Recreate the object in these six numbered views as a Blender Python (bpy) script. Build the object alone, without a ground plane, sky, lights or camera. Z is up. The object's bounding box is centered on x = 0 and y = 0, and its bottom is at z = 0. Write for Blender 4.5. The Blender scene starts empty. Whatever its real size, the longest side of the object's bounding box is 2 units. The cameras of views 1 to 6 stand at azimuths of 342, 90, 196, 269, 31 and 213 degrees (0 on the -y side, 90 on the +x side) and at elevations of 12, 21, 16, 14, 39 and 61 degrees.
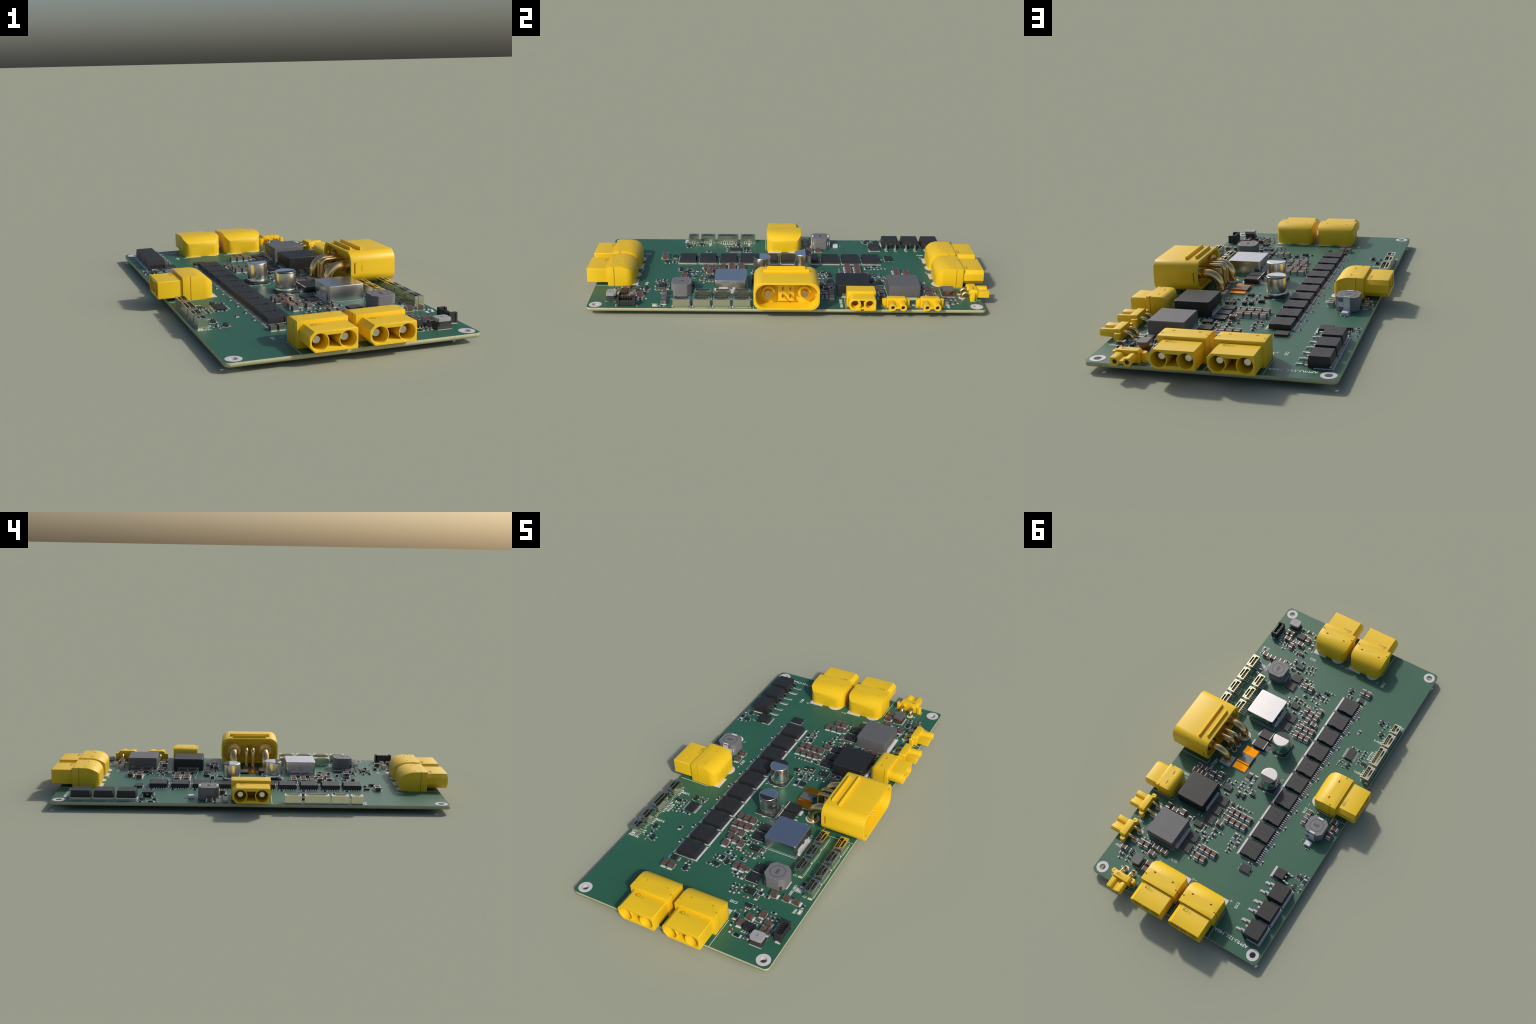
"""Populated power-distribution circuit board: a green board carrying yellow
power plugs, white cable sockets, power transistors, coils and hundreds of chips.
Metres, z up.  `MM` is one millimetre of the real board in scene units."""
import bpy, bmesh, math, random
from mathutils import Matrix, Vector

random.seed(7)
MM = 0.0098                    # scene metres per real millimetre
TOP = 0.0381                   # upper face of the board
BOT = TOP - 1.6 * MM           # lower face of the board
XC, HX, HY = -0.0022, 0.4795, 0.9575      # board centre and half sizes

COL = bpy.context.scene.collection

# ---------------------------------------------------------------- materials
def material(name, color, rough=0.5, metal=0.0, spec=0.5, vary=0.05, scale=18.0,
             grain=0.0, coat=0.0):
    m = bpy.data.materials.new(name)
    m.use_nodes = True
    nt = m.node_tree
    b = nt.nodes["Principled BSDF"]
    b.inputs["Roughness"].default_value = rough
    b.inputs["Metallic"].default_value = metal
    b.inputs["Specular IOR Level"].default_value = spec
    b.inputs["Coat Weight"].default_value = coat
    tc = nt.nodes.new("ShaderNodeTexCoord")
    nz = nt.nodes.new("ShaderNodeTexNoise")
    nz.inputs["Scale"].default_value = scale
    nz.inputs["Detail"].default_value = 3.0
    nt.links.new(tc.outputs["Object"], nz.inputs["Vector"])
    rp = nt.nodes.new("ShaderNodeValToRGB")
    lo = [max(0.0, c * (1 - vary)) for c in color]
    hi = [min(1.0, c * (1 + vary)) for c in color]
    rp.color_ramp.elements[0].position = 0.35
    rp.color_ramp.elements[1].position = 0.65
    rp.color_ramp.elements[0].color = (*lo, 1)
    rp.color_ramp.elements[1].color = (*hi, 1)
    nt.links.new(nz.outputs["Fac"], rp.inputs["Fac"])
    nt.links.new(rp.outputs["Color"], b.inputs["Base Color"])
    if grain > 0:
        n2 = nt.nodes.new("ShaderNodeTexNoise")
        n2.inputs["Scale"].default_value = 900.0
        nt.links.new(tc.outputs["Object"], n2.inputs["Vector"])
        bp = nt.nodes.new("ShaderNodeBump")
        bp.inputs["Strength"].default_value = grain
        bp.inputs["Distance"].default_value = 0.0005
        nt.links.new(n2.outputs["Fac"], bp.inputs["Height"])
        nt.links.new(bp.outputs["Normal"], b.inputs["Normal"])
    return m

M = dict(
    mask=material("green_solder_mask", (0.028, 0.122, 0.072), 0.45, vary=0.03, scale=6),
    core=material("glass_fibre_core", (0.43, 0.43, 0.255), 0.7, vary=0.04, scale=60),
    pad=material("tinned_pad", (0.62, 0.60, 0.60), 0.55, vary=0.02),
    silk=material("white_silkscreen", (0.80, 0.80, 0.78), 0.8, vary=0.02),
    yellow=material("yellow_nylon", (0.87, 0.56, 0.010), 0.45, vary=0.015, scale=9),
    print=material("dark_moulded_mark", (0.30, 0.19, 0.01), 0.6, vary=0.05),
    gold=material("gold_plating", (0.86, 0.62, 0.28), 0.20, 1.0, vary=0.03, scale=40),
    tin=material("bright_tin", (0.72, 0.71, 0.68), 0.28, 1.0, vary=0.03),
    alu=material("drawn_aluminium", (0.82, 0.80, 0.76), 0.24, 1.0, vary=0.02),
    steel=material("polished_shell", (0.68, 0.67, 0.68), 0.27, 1.0, vary=0.02),
    black=material("black_epoxy", (0.021, 0.021, 0.022), 0.5, vary=0.06, grain=0.03),
    darkcap=material("dark_print", (0.02, 0.02, 0.021), 0.5, vary=0.05),
    ferrite=material("dark_ferrite", (0.045, 0.045, 0.044), 0.6, vary=0.08, grain=0.05),
    grey=material("grey_ferrite", (0.185, 0.185, 0.187), 0.55, vary=0.04, grain=0.04),
    midgrey=material("grey_moulding", (0.125, 0.125, 0.127), 0.5, vary=0.04),
    coal=material("black_moulding", (0.017, 0.017, 0.017), 0.5, vary=0.06),
    lightgrey=material("light_grey_ferrite", (0.36, 0.36, 0.36), 0.6, vary=0.04),
    brown=material("brown_ceramic", (0.135, 0.066, 0.044), 0.5, vary=0.07, scale=60),
    resin=material("black_resistor_glaze", (0.014, 0.014, 0.016), 0.4, vary=0.05),
    ivory=material("pale_socket_shell", (0.78, 0.76, 0.58), 0.25, 1.0, vary=0.02),
    copper=material("enamelled_copper", (0.50, 0.14, 0.035), 0.35, 0.6, vary=0.1, scale=60),
    shunt=material("copper_bar", (0.95, 0.34, 0.008), 0.24, 1.0, vary=0.03),
    shuntgrey=material("resistor_alloy", (0.16, 0.16, 0.165), 0.45, 0.2, vary=0.05),
    cream=material("cream_marking", (0.72, 0.66, 0.52), 0.6, vary=0.03),
    glow=material("amber_lens", (0.85, 0.72, 0.48), 0.35, vary=0.03),
    white=material("white_moulding", (0.70, 0.70, 0.72), 0.4, vary=0.02),
    socketblack=material("black_socket_plastic", (0.03, 0.03, 0.03), 0.5, vary=0.05),
)

# ---------------------------------------------------------------- mesh builder
class Builder:
    """Collects simple solids with a material per face and makes one mesh."""
    def __init__(self):
        self.v, self.f, self.m, self.mats, self.smooth = [], [], [], [], []

    def mi(self, key):
        if key not in self.mats:
            self.mats.append(key)
        return self.mats.index(key)

    def add(self, verts, faces, mat, smooth=False):
        o = len(self.v)
        self.v += [tuple(p) for p in verts]
        k = self.mi(mat)
        for f in faces:
            self.f.append([i + o for i in f])
            self.m.append(k)
            self.smooth.append(smooth)

    def box(self, x0, x1, y0, y1, z0, z1, mat, tx=0.0, ty=0.0, bx=0.0, by=0.0):
        """Box; tx, ty pull the top face in, bx, by the bottom face."""
        vs = [(x0 + bx, y0 + by, z0), (x1 - bx, y0 + by, z0), (x1 - bx, y1 - by, z0), (x0 + bx, y1 - by, z0),
              (x0 + tx, y0 + ty, z1), (x1 - tx, y0 + ty, z1), (x1 - tx, y1 - ty, z1), (x0 + tx, y1 - ty, z1)]
        fs = [(3, 2, 1, 0), (4, 5, 6, 7), (0, 1, 5, 4), (1, 2, 6, 5), (2, 3, 7, 6), (3, 0, 4, 7)]
        self.add(vs, fs, mat)

    def layers(self, outlines, mat, smooth=False, cap_mat=None):
        """Stack of equal-count outlines [(x, y, z), ...] skinned and capped."""
        n = len(outlines[0])
        vs = [p for o in outlines for p in o]
        fs = []
        for k in range(len(outlines) - 1):
            for i in range(n):
                j = (i + 1) % n
                fs.append((k * n + i, k * n + j, (k + 1) * n + j, (k + 1) * n + i))
        self.add(vs, fs, mat, smooth)
        self.add(outlines[0], [tuple(reversed(range(n)))], mat)
        self.add(outlines[-1], [tuple(range(n))], cap_mat or mat)

    def prism(self, poly, z0, z1, mat, taper=1.0, cap_mat=None, cx=0.0, cy=0.0):
        top = [(cx + (x - cx) * taper, cy + (y - cy) * taper, z1) for x, y in poly]
        self.layers([[(x, y, z0) for x, y in poly], top], mat, cap_mat=cap_mat)

    def soft_prism(self, poly_fn, z0, z1, r, mat, steps=4, low=0.0):
        """Prism whose top edge is rounded by r (and bottom by `low`); poly_fn(inset) -> outline."""
        rings = []
        if low > 0:
            for k in range(steps + 1):
                a = math.pi / 2 * k / steps
                rings.append([(x, y, z0 + low * (1 - math.sin(a))) for x, y in poly_fn(low * (1 - math.cos(a)) if False else low * (1 - math.sin(math.pi / 2 - a) if False else 0) + low * (1 - math.cos(math.pi / 2 - a)))])
            rings = sorted(rings, key=lambda q: q[0][2])
        else:
            rings.append([(x, y, z0) for x, y in poly_fn(0)])
        for k in range(steps + 1):
            a = math.pi / 2 * k / steps
            rings.append([(x, y, z1 - r + r * math.sin(a)) for x, y in poly_fn(r * (1 - math.cos(a)))])
        self.layers(rings, mat)

    def cyl(self, cx, cy, z0, z1, r, mat, n=32, r1=None, smooth=True, cap_mat=None):
        r1 = r if r1 is None else r1
        ring = lambda rr, z: [(cx + rr * math.cos(2 * math.pi * i / n), cy + rr * math.sin(2 * math.pi * i / n), z) for i in range(n)]
        self.layers([ring(r, z0), ring(r1, z1)], mat, smooth, cap_mat)

    def lathe(self, cx, cy, prof, mat, n=48, cap_mat=None):
        rings = [[(cx + r * math.cos(2 * math.pi * i / n), cy + r * math.sin(2 * math.pi * i / n), z) for i in range(n)] for r, z in prof]
        self.layers(rings, mat, True, cap_mat)

    def rod(self, p, q, r, mat, n=20, cap_mat=None):
        self.tube([p, q], [r, r], mat, n, cap_mat)

    def tube(self, path, radii, mat, n=20, cap_mat=None):
        path = [Vector(p) for p in path]
        rings, up = [], None
        for i, p in enumerate(path):
            t = (path[min(i + 1, len(path) - 1)] - path[max(i - 1, 0)]).normalized()
            if up is None:
                up = Vector((0, 1, 0)) if abs(t.y) < 0.9 else Vector((1, 0, 0))
            s = t.cross(up).normalized()
            up = s.cross(t).normalized()
            rings.append([tuple(p + radii[i] * (math.cos(2 * math.pi * k / n) * s + math.sin(2 * math.pi * k / n) * up)) for k in range(n)])
        self.layers(rings, mat, True, cap_mat)

    def ring(self, cx, cy, z, r0, r1, h, mat, n=36, a0=0.0, a1=2 * math.pi):
        """Flat annulus (or arc) of height h."""
        full = abs(a1 - a0) >= 2 * math.pi - 1e-6
        k = n if full else n + 1
        vs = []
        for i in range(k):
            a = a0 + (a1 - a0) * i / n
            c, s = math.cos(a), math.sin(a)
            vs += [(cx + r0 * c, cy + r0 * s, z), (cx + r1 * c, cy + r1 * s, z), (cx + r1 * c, cy + r1 * s, z + h), (cx + r0 * c, cy + r0 * s, z + h)]
        fs = []
        for i in range(n):
            a, b = 4 * i, 4 * ((i + 1) % k)
            for p, q in ((0, 1), (1, 2), (2, 3), (3, 0)):
                fs.append((a + p, a + q, b + q, b + p))
        self.add(vs, fs, mat)

    def line(self, pts, w, z, h, mat):
        """Flat printed stroke along points."""
        for (x0, y0), (x1, y1) in zip(pts[:-1], pts[1:]):
            d = Vector((x1 - x0, y1 - y0)).normalized() * (w / 2)
            n = Vector((-d.y, d.x))
            a, b = Vector((x0, y0)) - d, Vector((x1, y1)) + d
            q = [a + n, a - n, b - n, b + n]
            self.prism([tuple(p) for p in q], z, z + h, mat)

    def mesh(self, name, bevel=0.0, segs=2, angle=35):
        me = bpy.data.meshes.new(name)
        me.from_pydata(self.v, [], self.f)
        for key in self.mats:
            me.materials.append(M[key])
        me.polygons.foreach_set("material_index", self.m)
        me.polygons.foreach_set("use_smooth", self.smooth)
        bm = bmesh.new()
        bm.from_mesh(me)
        if bevel > 0:
            bmesh.ops.remove_doubles(bm, verts=bm.verts, dist=1e-6)
            es = [e for e in bm.edges if len(e.link_faces) == 2 and e.calc_face_angle(0) > math.radians(angle)]
            bmesh.ops.bevel(bm, geom=es, offset=bevel, offset_type='OFFSET', segments=segs, profile=0.5, affect='EDGES', clamp_overlap=True)
        bmesh.ops.recalc_face_normals(bm, faces=bm.faces)
        bm.to_mesh(me)
        bm.free()
        return me


def outline_mesh(loops, depth, bevel=0.0):
    """Solid plate: outer loop with holes filled by a curve, thickness along +z."""
    cu = bpy.data.curves.new("outline", "CURVE")
    cu.dimensions = "2D"
    cu.fill_mode = "BOTH"
    cu.extrude = depth / 2 - bevel
    cu.bevel_depth = bevel
    cu.bevel_resolution = 2
    cu.offset = -bevel
    for lp in loops:
        s = cu.splines.new("POLY")
        s.points.add(len(lp) - 1)
        for p, (x, y) in zip(s.points, lp):
            p.co = (x, y, 0, 1)
        s.use_cyclic_u = True
    ob = bpy.data.objects.new("outline", cu)
    COL.objects.link(ob)
    dg = bpy.context.evaluated_depsgraph_get()
    dg.update()
    me = bpy.data.meshes.new_from_object(ob.evaluated_get(dg))
    bpy.data.objects.remove(ob)
    bpy.data.curves.remove(cu)
    bm = bmesh.new()
    bm.from_mesh(me)
    bmesh.ops.remove_doubles(bm, verts=bm.verts, dist=1e-6)
    bmesh.ops.translate(bm, verts=bm.verts, vec=(0, 0, depth / 2))
    bm.to_mesh(me)
    bm.free()
    return me

# outline lying in (v, z), thickness along u: x<-thickness, y<-v, z<-z
FACE = Matrix(((0, 0, 1, 0), (1, 0, 0, 0), (0, 1, 0, 0), (0, 0, 0, 1)))
# profile lying in (u, z), thickness along v
SIDE = Matrix(((1, 0, 0, 0), (0, 0, 1, 0), (0, 1, 0, 0), (0, 0, 0, 1)))

def arc(cx, cy, r, a0, a1, n=10, ry=None):
    ry = r if ry is None else ry
    return [(cx + r * math.cos(math.radians(a0 + (a1 - a0) * i / n)), cy + ry * math.sin(math.radians(a0 + (a1 - a0) * i / n))) for i in range(n + 1)]

def circle(cx, cy, r, n=40):
    return [(cx + r * math.cos(2 * math.pi * i / n), cy + r * math.sin(2 * math.pi * i / n)) for i in range(n)]

def round_rect(x0, x1, y0, y1, r, n=6):
    return (arc(x1 - r, y1 - r, r, 0, 90, n) + arc(x0 + r, y1 - r, r, 90, 180, n)
            + arc(x0 + r, y0 + r, r, 180, 270, n) + arc(x1 - r, y0 + r, r, 270, 360, n))

def cut_rect(x0, x1, y0, y1, c):
    return [(x1, y0 + c), (x1, y1 - c), (x1 - c, y1), (x0 + c, y1), (x0, y1 - c), (x0, y0 + c), (x0 + c, y0), (x1 - c, y0)]

def fix_normals(me):
    bm = bmesh.new()
    bm.from_mesh(me)
    bmesh.ops.recalc_face_normals(bm, faces=bm.faces)
    bm.to_mesh(me)
    bm.free()

def temp(me, mat4=Matrix()):
    me.transform(mat4)
    fix_normals(me)
    ob = bpy.data.objects.new("temp", me)
    COL.objects.link(ob)
    return ob

def box_temp(x0, x1, y0, y1, z0, z1):
    b = Builder()
    b.box(x0, x1, y0, y1, z0, z1, "yellow")
    return temp(b.mesh("cutter"))

def solid(base, ops, mats, bevel=0.0, segs=3, angle=38):
    """Booleans then bevel, baked; ops = [('INTERSECT'|'DIFFERENCE'|'UNION', object)]."""
    for kind, ob in ops:
        md = base.modifiers.new("b", "BOOLEAN")
        md.operation = kind
        md.object = ob
        md.solver = "EXACT"
    if bevel > 0:
        w = base.modifiers.new("w", "WELD")
        w.merge_threshold = 0.0002
        md = base.modifiers.new("bev", "BEVEL")
        md.width = bevel
        md.segments = segs
        md.limit_method = "ANGLE"
        md.angle_limit = math.radians(angle)
        md.harden_normals = False
    dg = bpy.context.evaluated_depsgraph_get()
    dg.update()
    me = bpy.data.meshes.new_from_object(base.evaluated_get(dg))
    for _, ob in ops:
        bpy.data.objects.remove(ob)
    bpy.data.objects.remove(base)
    me.materials.clear()
    for k in mats:
        me.materials.append(M[k])
    shade(me, 35)
    return me

def shade(me, deg):
    me.polygons.foreach_set("use_smooth", [True] * len(me.polygons))
    me.set_sharp_from_angle(angle=math.radians(deg))

# ---------------------------------------------------------------- objects
ROOT = bpy.data.objects.new("power_distribution_board", None)
COL.objects.link(ROOT)
ROOT["label"] = "green circuit board crowded with yellow plugs and electronic parts"
ROOT["category"] = "circuit board"
ROOT.empty_display_size = 0.1

def obj(name, me, parent=ROOT, loc=(0, 0, 0), rot=0.0, stuff=False):
    o = bpy.data.objects.new(name, me)
    COL.objects.link(o)
    o.parent = parent
    o.location = loc
    o.rotation_euler = (0, 0, math.radians(rot))
    if stuff:
        o["kind"] = "stuff"
    return o

PADS = Builder()      # all flat solder lands
PRINT = Builder()     # all printed strokes
PAD_H, INK_H = 0.0009, 0.0006

def place_local(x, y, rot):
    c, s = math.cos(math.radians(rot)), math.sin(math.radians(rot))
    return lambda px, py: (x + c * px - s * py, y + s * px + c * py)

def land(tr, x0, x1, y0, y1):
    PADS.prism([tr(x0, y0), tr(x1, y0), tr(x1, y1), tr(x0, y1)], TOP - 0.001, TOP + PAD_H, "pad")

def ink(tr, pts, w=0.0013):
    PRINT.line([tr(*p) for p in pts], w, TOP - 0.001, INK_H + 0.001, "silk")

# ================================================================ small parts
def two_ended(L, W, h, t, body, lift=0.0006):
    """Chip with metal end caps, long axis x."""
    b = Builder()
    b.box(-L / 2 + t * 0.9, L / 2 - t * 0.9, -W / 2 + lift, W / 2 - lift, 0.0008, h - lift, body)
    for s in (-1, 1):
        x0, x1 = sorted((s * L / 2, s * (L / 2 - t)))
        b.box(x0, x1, -W / 2, W / 2, 0.0004, h, "tin")
    return b.mesh("chip", bevel=0.0004, segs=1)

CHIPS = {   # length, width, height, cap, land reach, land length, land width (mm)
    "C12": (3.2, 2.5, 1.95, 0.50, 2.15, 1.15, 2.7, "brown", "ceramic_capacitor"),
    "C126": (3.2, 1.6, 1.6, 0.50, 2.1, 1.15, 1.8, "brown", "ceramic_capacitor"),
    "C08": (2.0, 1.25, 1.25, 0.45, 1.5, 1.0, 1.45, "brown", "ceramic_capacitor"),
    "C06": (1.6, 0.8, 0.88, 0.33, 1.28, 0.85, 0.95, "brown", "ceramic_capacitor"),
    "C04": (1.0, 0.5, 0.5, 0.22, 0.80, 0.55, 0.6, "brown", "ceramic_capacitor"),
    "R12": (3.2, 1.6, 0.62, 0.50, 2.1, 1.15, 1.8, "resin", "chip_resistor"),
    "R08": (2.0, 1.25, 0.55, 0.42, 1.5, 1.0, 1.45, "resin", "chip_resistor"),
    "R06": (1.6, 0.8, 0.52, 0.33, 1.28, 0.85, 0.95, "resin", "chip_resistor"),
    "R04": (1.0, 0.5, 0.40, 0.22, 0.80, 0.55, 0.6, "resin", "chip_resistor"),
}
MESH = {}

def chip_mesh(t):
    if t not in MESH:
        L, W, h, cap, *_r = CHIPS[t]
        MESH[t] = two_ended(L * MM, W * MM, h * MM, cap * MM, CHIPS[t][7])
    return MESH[t]

def gull_leads(b, n, pitch, y_in, y_out, w, h_in, mat="tin", skip=()):
    """Bent leads on the +y side of a package."""
    for i in range(n):
        if i in skip:
            continue
        x = (i - (n - 1) / 2) * pitch
        ym = y_in + (y_out - y_in) * 0.35
        b.box(x - w / 2, x + w / 2, y_in - 0.001, ym, h_in, h_in + 0.0016, mat)
        b.box(x - w / 2, x + w / 2, ym - 0.0016, ym, 0.0010, h_in + 0.0014, mat)
        b.box(x - w / 2, x + w / 2, ym - 0.0012, y_out, 0.0008, 0.0024, mat)

def flip(b, start):
    """Mirror verts from index start through the package centre (180 degrees)."""
    b.v[start:] = [(-x, -y, z) for x, y, z in b.v[start:]]

def sot(n_low, n_high):
    """Small outline transistor, long axis x, n_low leads at -y and n_high at +y."""
    L, W, h = 2.9 * MM, 1.5 * MM, 1.15 * MM
    b = Builder()
    z = 0.10 * MM
    b.layers([[(x * .96, y * .9, z) for x, y in cut_rect(-L / 2, L / 2, -W / 2, W / 2, 0.0006)],
              [(x, y, h * .5) for x, y in cut_rect(-L / 2, L / 2, -W / 2, W / 2, 0.0006)],
              [(x * .94, y * .85, h) for x, y in cut_rect(-L / 2, L / 2, -W / 2, W / 2, 0.0006)]], "black")
    for n, turn in ((n_high, False), (n_low, True)):
        s = len(b.v)
        pitch = 1.9 * MM if n == 2 else 0.95 * MM
        gull_leads(b, n, pitch, W / 2, 1.40 * MM, 0.42 * MM, h * .45)
        if turn:
            flip(b, s)
    return b.mesh("transistor")

def leaded(L, W, h, n, pitch, reach, lw):
    """Package with n gull-wing leads on both long sides (+y, -y)."""
    b = Builder()
    p = cut_rect(-L / 2, L / 2, -W / 2, W / 2, 0.0006)
    b.layers([[(x * .97, y * .96, 0.0012) for x, y in p], [(x, y, h * .5) for x, y in p], [(x * .96, y * .94, h) for x, y in p]], "black")
    b.cyl(-L / 2 + 0.006, -W / 2 + 0.006, h - 0.0004, h + 0.0002, 0.0022, "ferrite", 14)
    for turn in (False, True):
        s = len(b.v)
        gull_leads(b, n, pitch, W / 2, reach, lw, h * .42)
        if turn:
            flip(b, s)
    return b.mesh("package")

def flat_package(L, W, h, dot=None, n=0, pitch=0.0, sides="x", lead=0.0):
    """Leadless package with contacts peeping out under its edges."""
    b = Builder()
    b.box(-L / 2, L / 2, -W / 2, W / 2, 0.0012, h, "black", 0.0003, 0.0003)
    for i in range(n):
        c = (i - (n - 1) / 2) * pitch
        for s in (-1, 1):
            a, e = sorted((s * L / 2 * .8, s * (L / 2 + lead))) if sides == "x" else sorted((s * W / 2 * .8, s * (W / 2 + lead)))
            if sides == "x":
                b.box(a, e, c - pitch * .28, c + pitch * .28, 0.0006, 0.0026, "tin")
            else:
                b.box(c - pitch * .28, c + pitch * .28, a, e, 0.0006, 0.0026, "tin")
    if dot:
        b.cyl(dot[0], dot[1], h - 0.0003, h + 0.0004, 0.0021, "cream", 14)
    return b.mesh("package")

def diode_small(L, W, h):
    """Small two-lead diode, banded end at +x."""
    b = Builder()
    p = cut_rect(-L / 2, L / 2, -W / 2, W / 2, 0.0005)
    b.layers([[(x * .95, y * .95, 0.001) for x, y in p], [(x, y, h * .45) for x, y in p], [(x * .93, y * .9, h) for x, y in p]], "black")
    b.box(L / 2 * .93 - L * .18, L / 2 * .92, -W / 2 * .88, W / 2 * .88, h - 0.0005, h + 0.0003, "cream")
    for s in (-1, 1):
        x0, x1 = sorted((s * L / 2 * .8, s * (L / 2 + 0.0045)))
        b.box(x0, x1, -W * .18, W * .18, 0.0008, 0.0028, "tin")
    return b.mesh("diode")

def build(t):
    if t in MESH:
        return MESH[t]
    k = t.split(".")
    if t in CHIPS:
        return chip_mesh(t)
    if k[0] == "SOT":
        me = sot(int(k[1][0]), int(k[1][1]))
    elif t == "SOIC":
        me = leaded(4.9 * MM, 3.9 * MM, 1.6 * MM, 4, 1.27 * MM, 3.0 * MM, 0.42 * MM)
    elif t == "TSSOP":
        me = leaded(6.5 * MM, 4.4 * MM, 1.05 * MM, 10, 0.65 * MM, 3.2 * MM, 0.26 * MM)
    elif t == "MSOP":
        me = leaded(2.5 * MM, 3.0 * MM, 1.05 * MM, 5, 0.5 * MM, 2.5 * MM, 0.26 * MM)
    elif t == "VSSOP":
        me = leaded(2.6 * MM, 2.6 * MM, 1.05 * MM, 5, 0.5 * MM, 2.4 * MM, 0.24 * MM)
    elif t == "QFN":
        me = flat_package(4.5 * MM, 3.05 * MM, 0.95 * MM, (-1.45 * MM, -0.9 * MM), 8, 0.5 * MM, "y", 0.0006)
    elif t == "PDFN.a":
        me = flat_package(5.7 * MM, 4.9 * MM, 1.08 * MM, (2.4 * MM, -2.0 * MM), 4, 1.27 * MM, "x", 0.0030)
    elif t == "PDFN.b":
        me = flat_package(5.7 * MM, 4.9 * MM, 1.08 * MM, (-2.4 * MM, 2.0 * MM), 4, 1.27 * MM, "x", 0.0030)
    elif t == "DFN":
        me = flat_package(5.7 * MM, 4.1 * MM, 1.08 * MM, None, 2, 2.2 * MM, "x", 0.0040)
    elif t == "D3":
        me = diode_small(1.75 * MM, 1.3 * MM, 1.05 * MM)
    elif t == "D1":
        me = diode_small(2.75 * MM, 1.65 * MM, 1.25 * MM)
    MESH[t] = me
    return me

KIND = {"SOT": "transistor", "SOIC": "chip_package", "TSSOP": "chip_package", "MSOP": "chip_package", "VSSOP": "chip_package",
        "QFN": "controller_chip", "PDFN": "flat_transistor", "DFN": "flat_transistor", "D3": "diode", "D1": "diode"}

def put(t, axis, *spots):
    """Set parts of type t with their long axis along x or y at spots given in 1/1000 m."""
    me = build(t)
    key = t.split(".")[0]
    name = CHIPS[t][8] if t in CHIPS else KIND[key]
    rot = 0 if axis == "x" else 90
    if key == "SOT" and axis == "y":
        rot = 90
    if key in ("SOIC", "VSSOP"):
        rot = 0
    if key in ("TSSOP", "MSOP"):
        rot = 90
    if key == "D1" and axis == "y":
        rot = -90
    for x, y in spots:
        x, y = x / 1000, y / 1000
        obj(name, me, loc=(x, y, TOP), rot=rot)
        tr = place_local(x, y, rot)
        if t in CHIPS:
            L, W, h, cap, far, ln, lw = [c * MM for c in CHIPS[t][:7]]
            for s in (-1, 1):
                x0, x1 = sorted((s * far, s * (far - ln)))
                land(tr, x0, x1, -lw / 2, lw / 2)
            if t in ("C12", "C126", "C08", "R12", "R08"):
                g = far - ln - 0.0015
                for s in (-1, 1):
                    ink(tr, [(-g, s * lw * .54), (g, s * lw * .54)], 0.0011)
        elif key == "SOT":
            for n, s in ((int(t[5]), 1), (int(t[4]), -1)):
                pitch = 1.9 * MM if n == 2 else 0.95 * MM
                for i in range(n):
                    c = s * (i - (n - 1) / 2) * pitch
                    y0, y1 = sorted((s * 0.8 * MM, s * 1.75 * MM))
                    land(tr, c - .28 * MM, c + .28 * MM, y0, y1)
            for s in (-1, 1):
                ink(tr, [(s * 1.62 * MM, -.7 * MM), (s * 1.62 * MM, .7 * MM)], 0.0011)
        elif key == "QFN":
            for s in (-1, 1):
                ink(tr, [(s * 2.45 * MM, -1.5 * MM), (s * 2.45 * MM, 1.5 * MM)], 0.0012)
        elif key in ("PDFN", "DFN"):
            hw = 2.62 * MM if key == "PDFN" else 2.2 * MM
            for s in (-1, 1):
                ink(tr, [(-3.0 * MM, s * hw), (3.0 * MM, s * hw)], 0.0013)
            for i in range(4 if key == "PDFN" else 2):
                c = (i - (1.5 if key == "PDFN" else .5)) * (1.27 if key == "PDFN" else 2.2) * MM
                land(tr, -3.45 * MM, -2.6 * MM, c - .35 * MM, c + .35 * MM)
            if key == "DFN":
                land(tr, 2.5 * MM, 3.1 * MM, -2.0 * MM, 2.0 * MM)
        elif key in ("D3", "D1"):
            L, W = (1.75 * MM, 1.3 * MM) if key == "D3" else (2.75 * MM, 1.65 * MM)
            land(tr, L / 2 - .2 * MM, L / 2 + .55 * MM, -.32 * MM, .32 * MM)
            land(tr, -L / 2 - .55 * MM, -L / 2 + .2 * MM, -.32 * MM, .32 * MM)
            e = L / 2 + .85 * MM
            ink(tr, [(-L * .4, W * .64), (e, W * .64), (e, -W * .64), (-L * .4, -W * .64)], 0.0012)
        else:
            n, pitch, r0, r1 = {"SOIC": (4, 1.27, 2.1, 3.4), "TSSOP": (10, .65, 2.3, 3.6), "MSOP": (5, .5, 1.7, 2.85), "VSSOP": (5, .5, 1.5, 2.7)}[key]
            for i in range(n):
                c = (i - (n - 1) / 2) * pitch * MM
                for s in (-1, 1):
                    y0, y1 = sorted((s * r0 * MM, s * r1 * MM))
                    land(tr, c - pitch * .30 * MM, c + pitch * .30 * MM, y0, y1)


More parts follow.
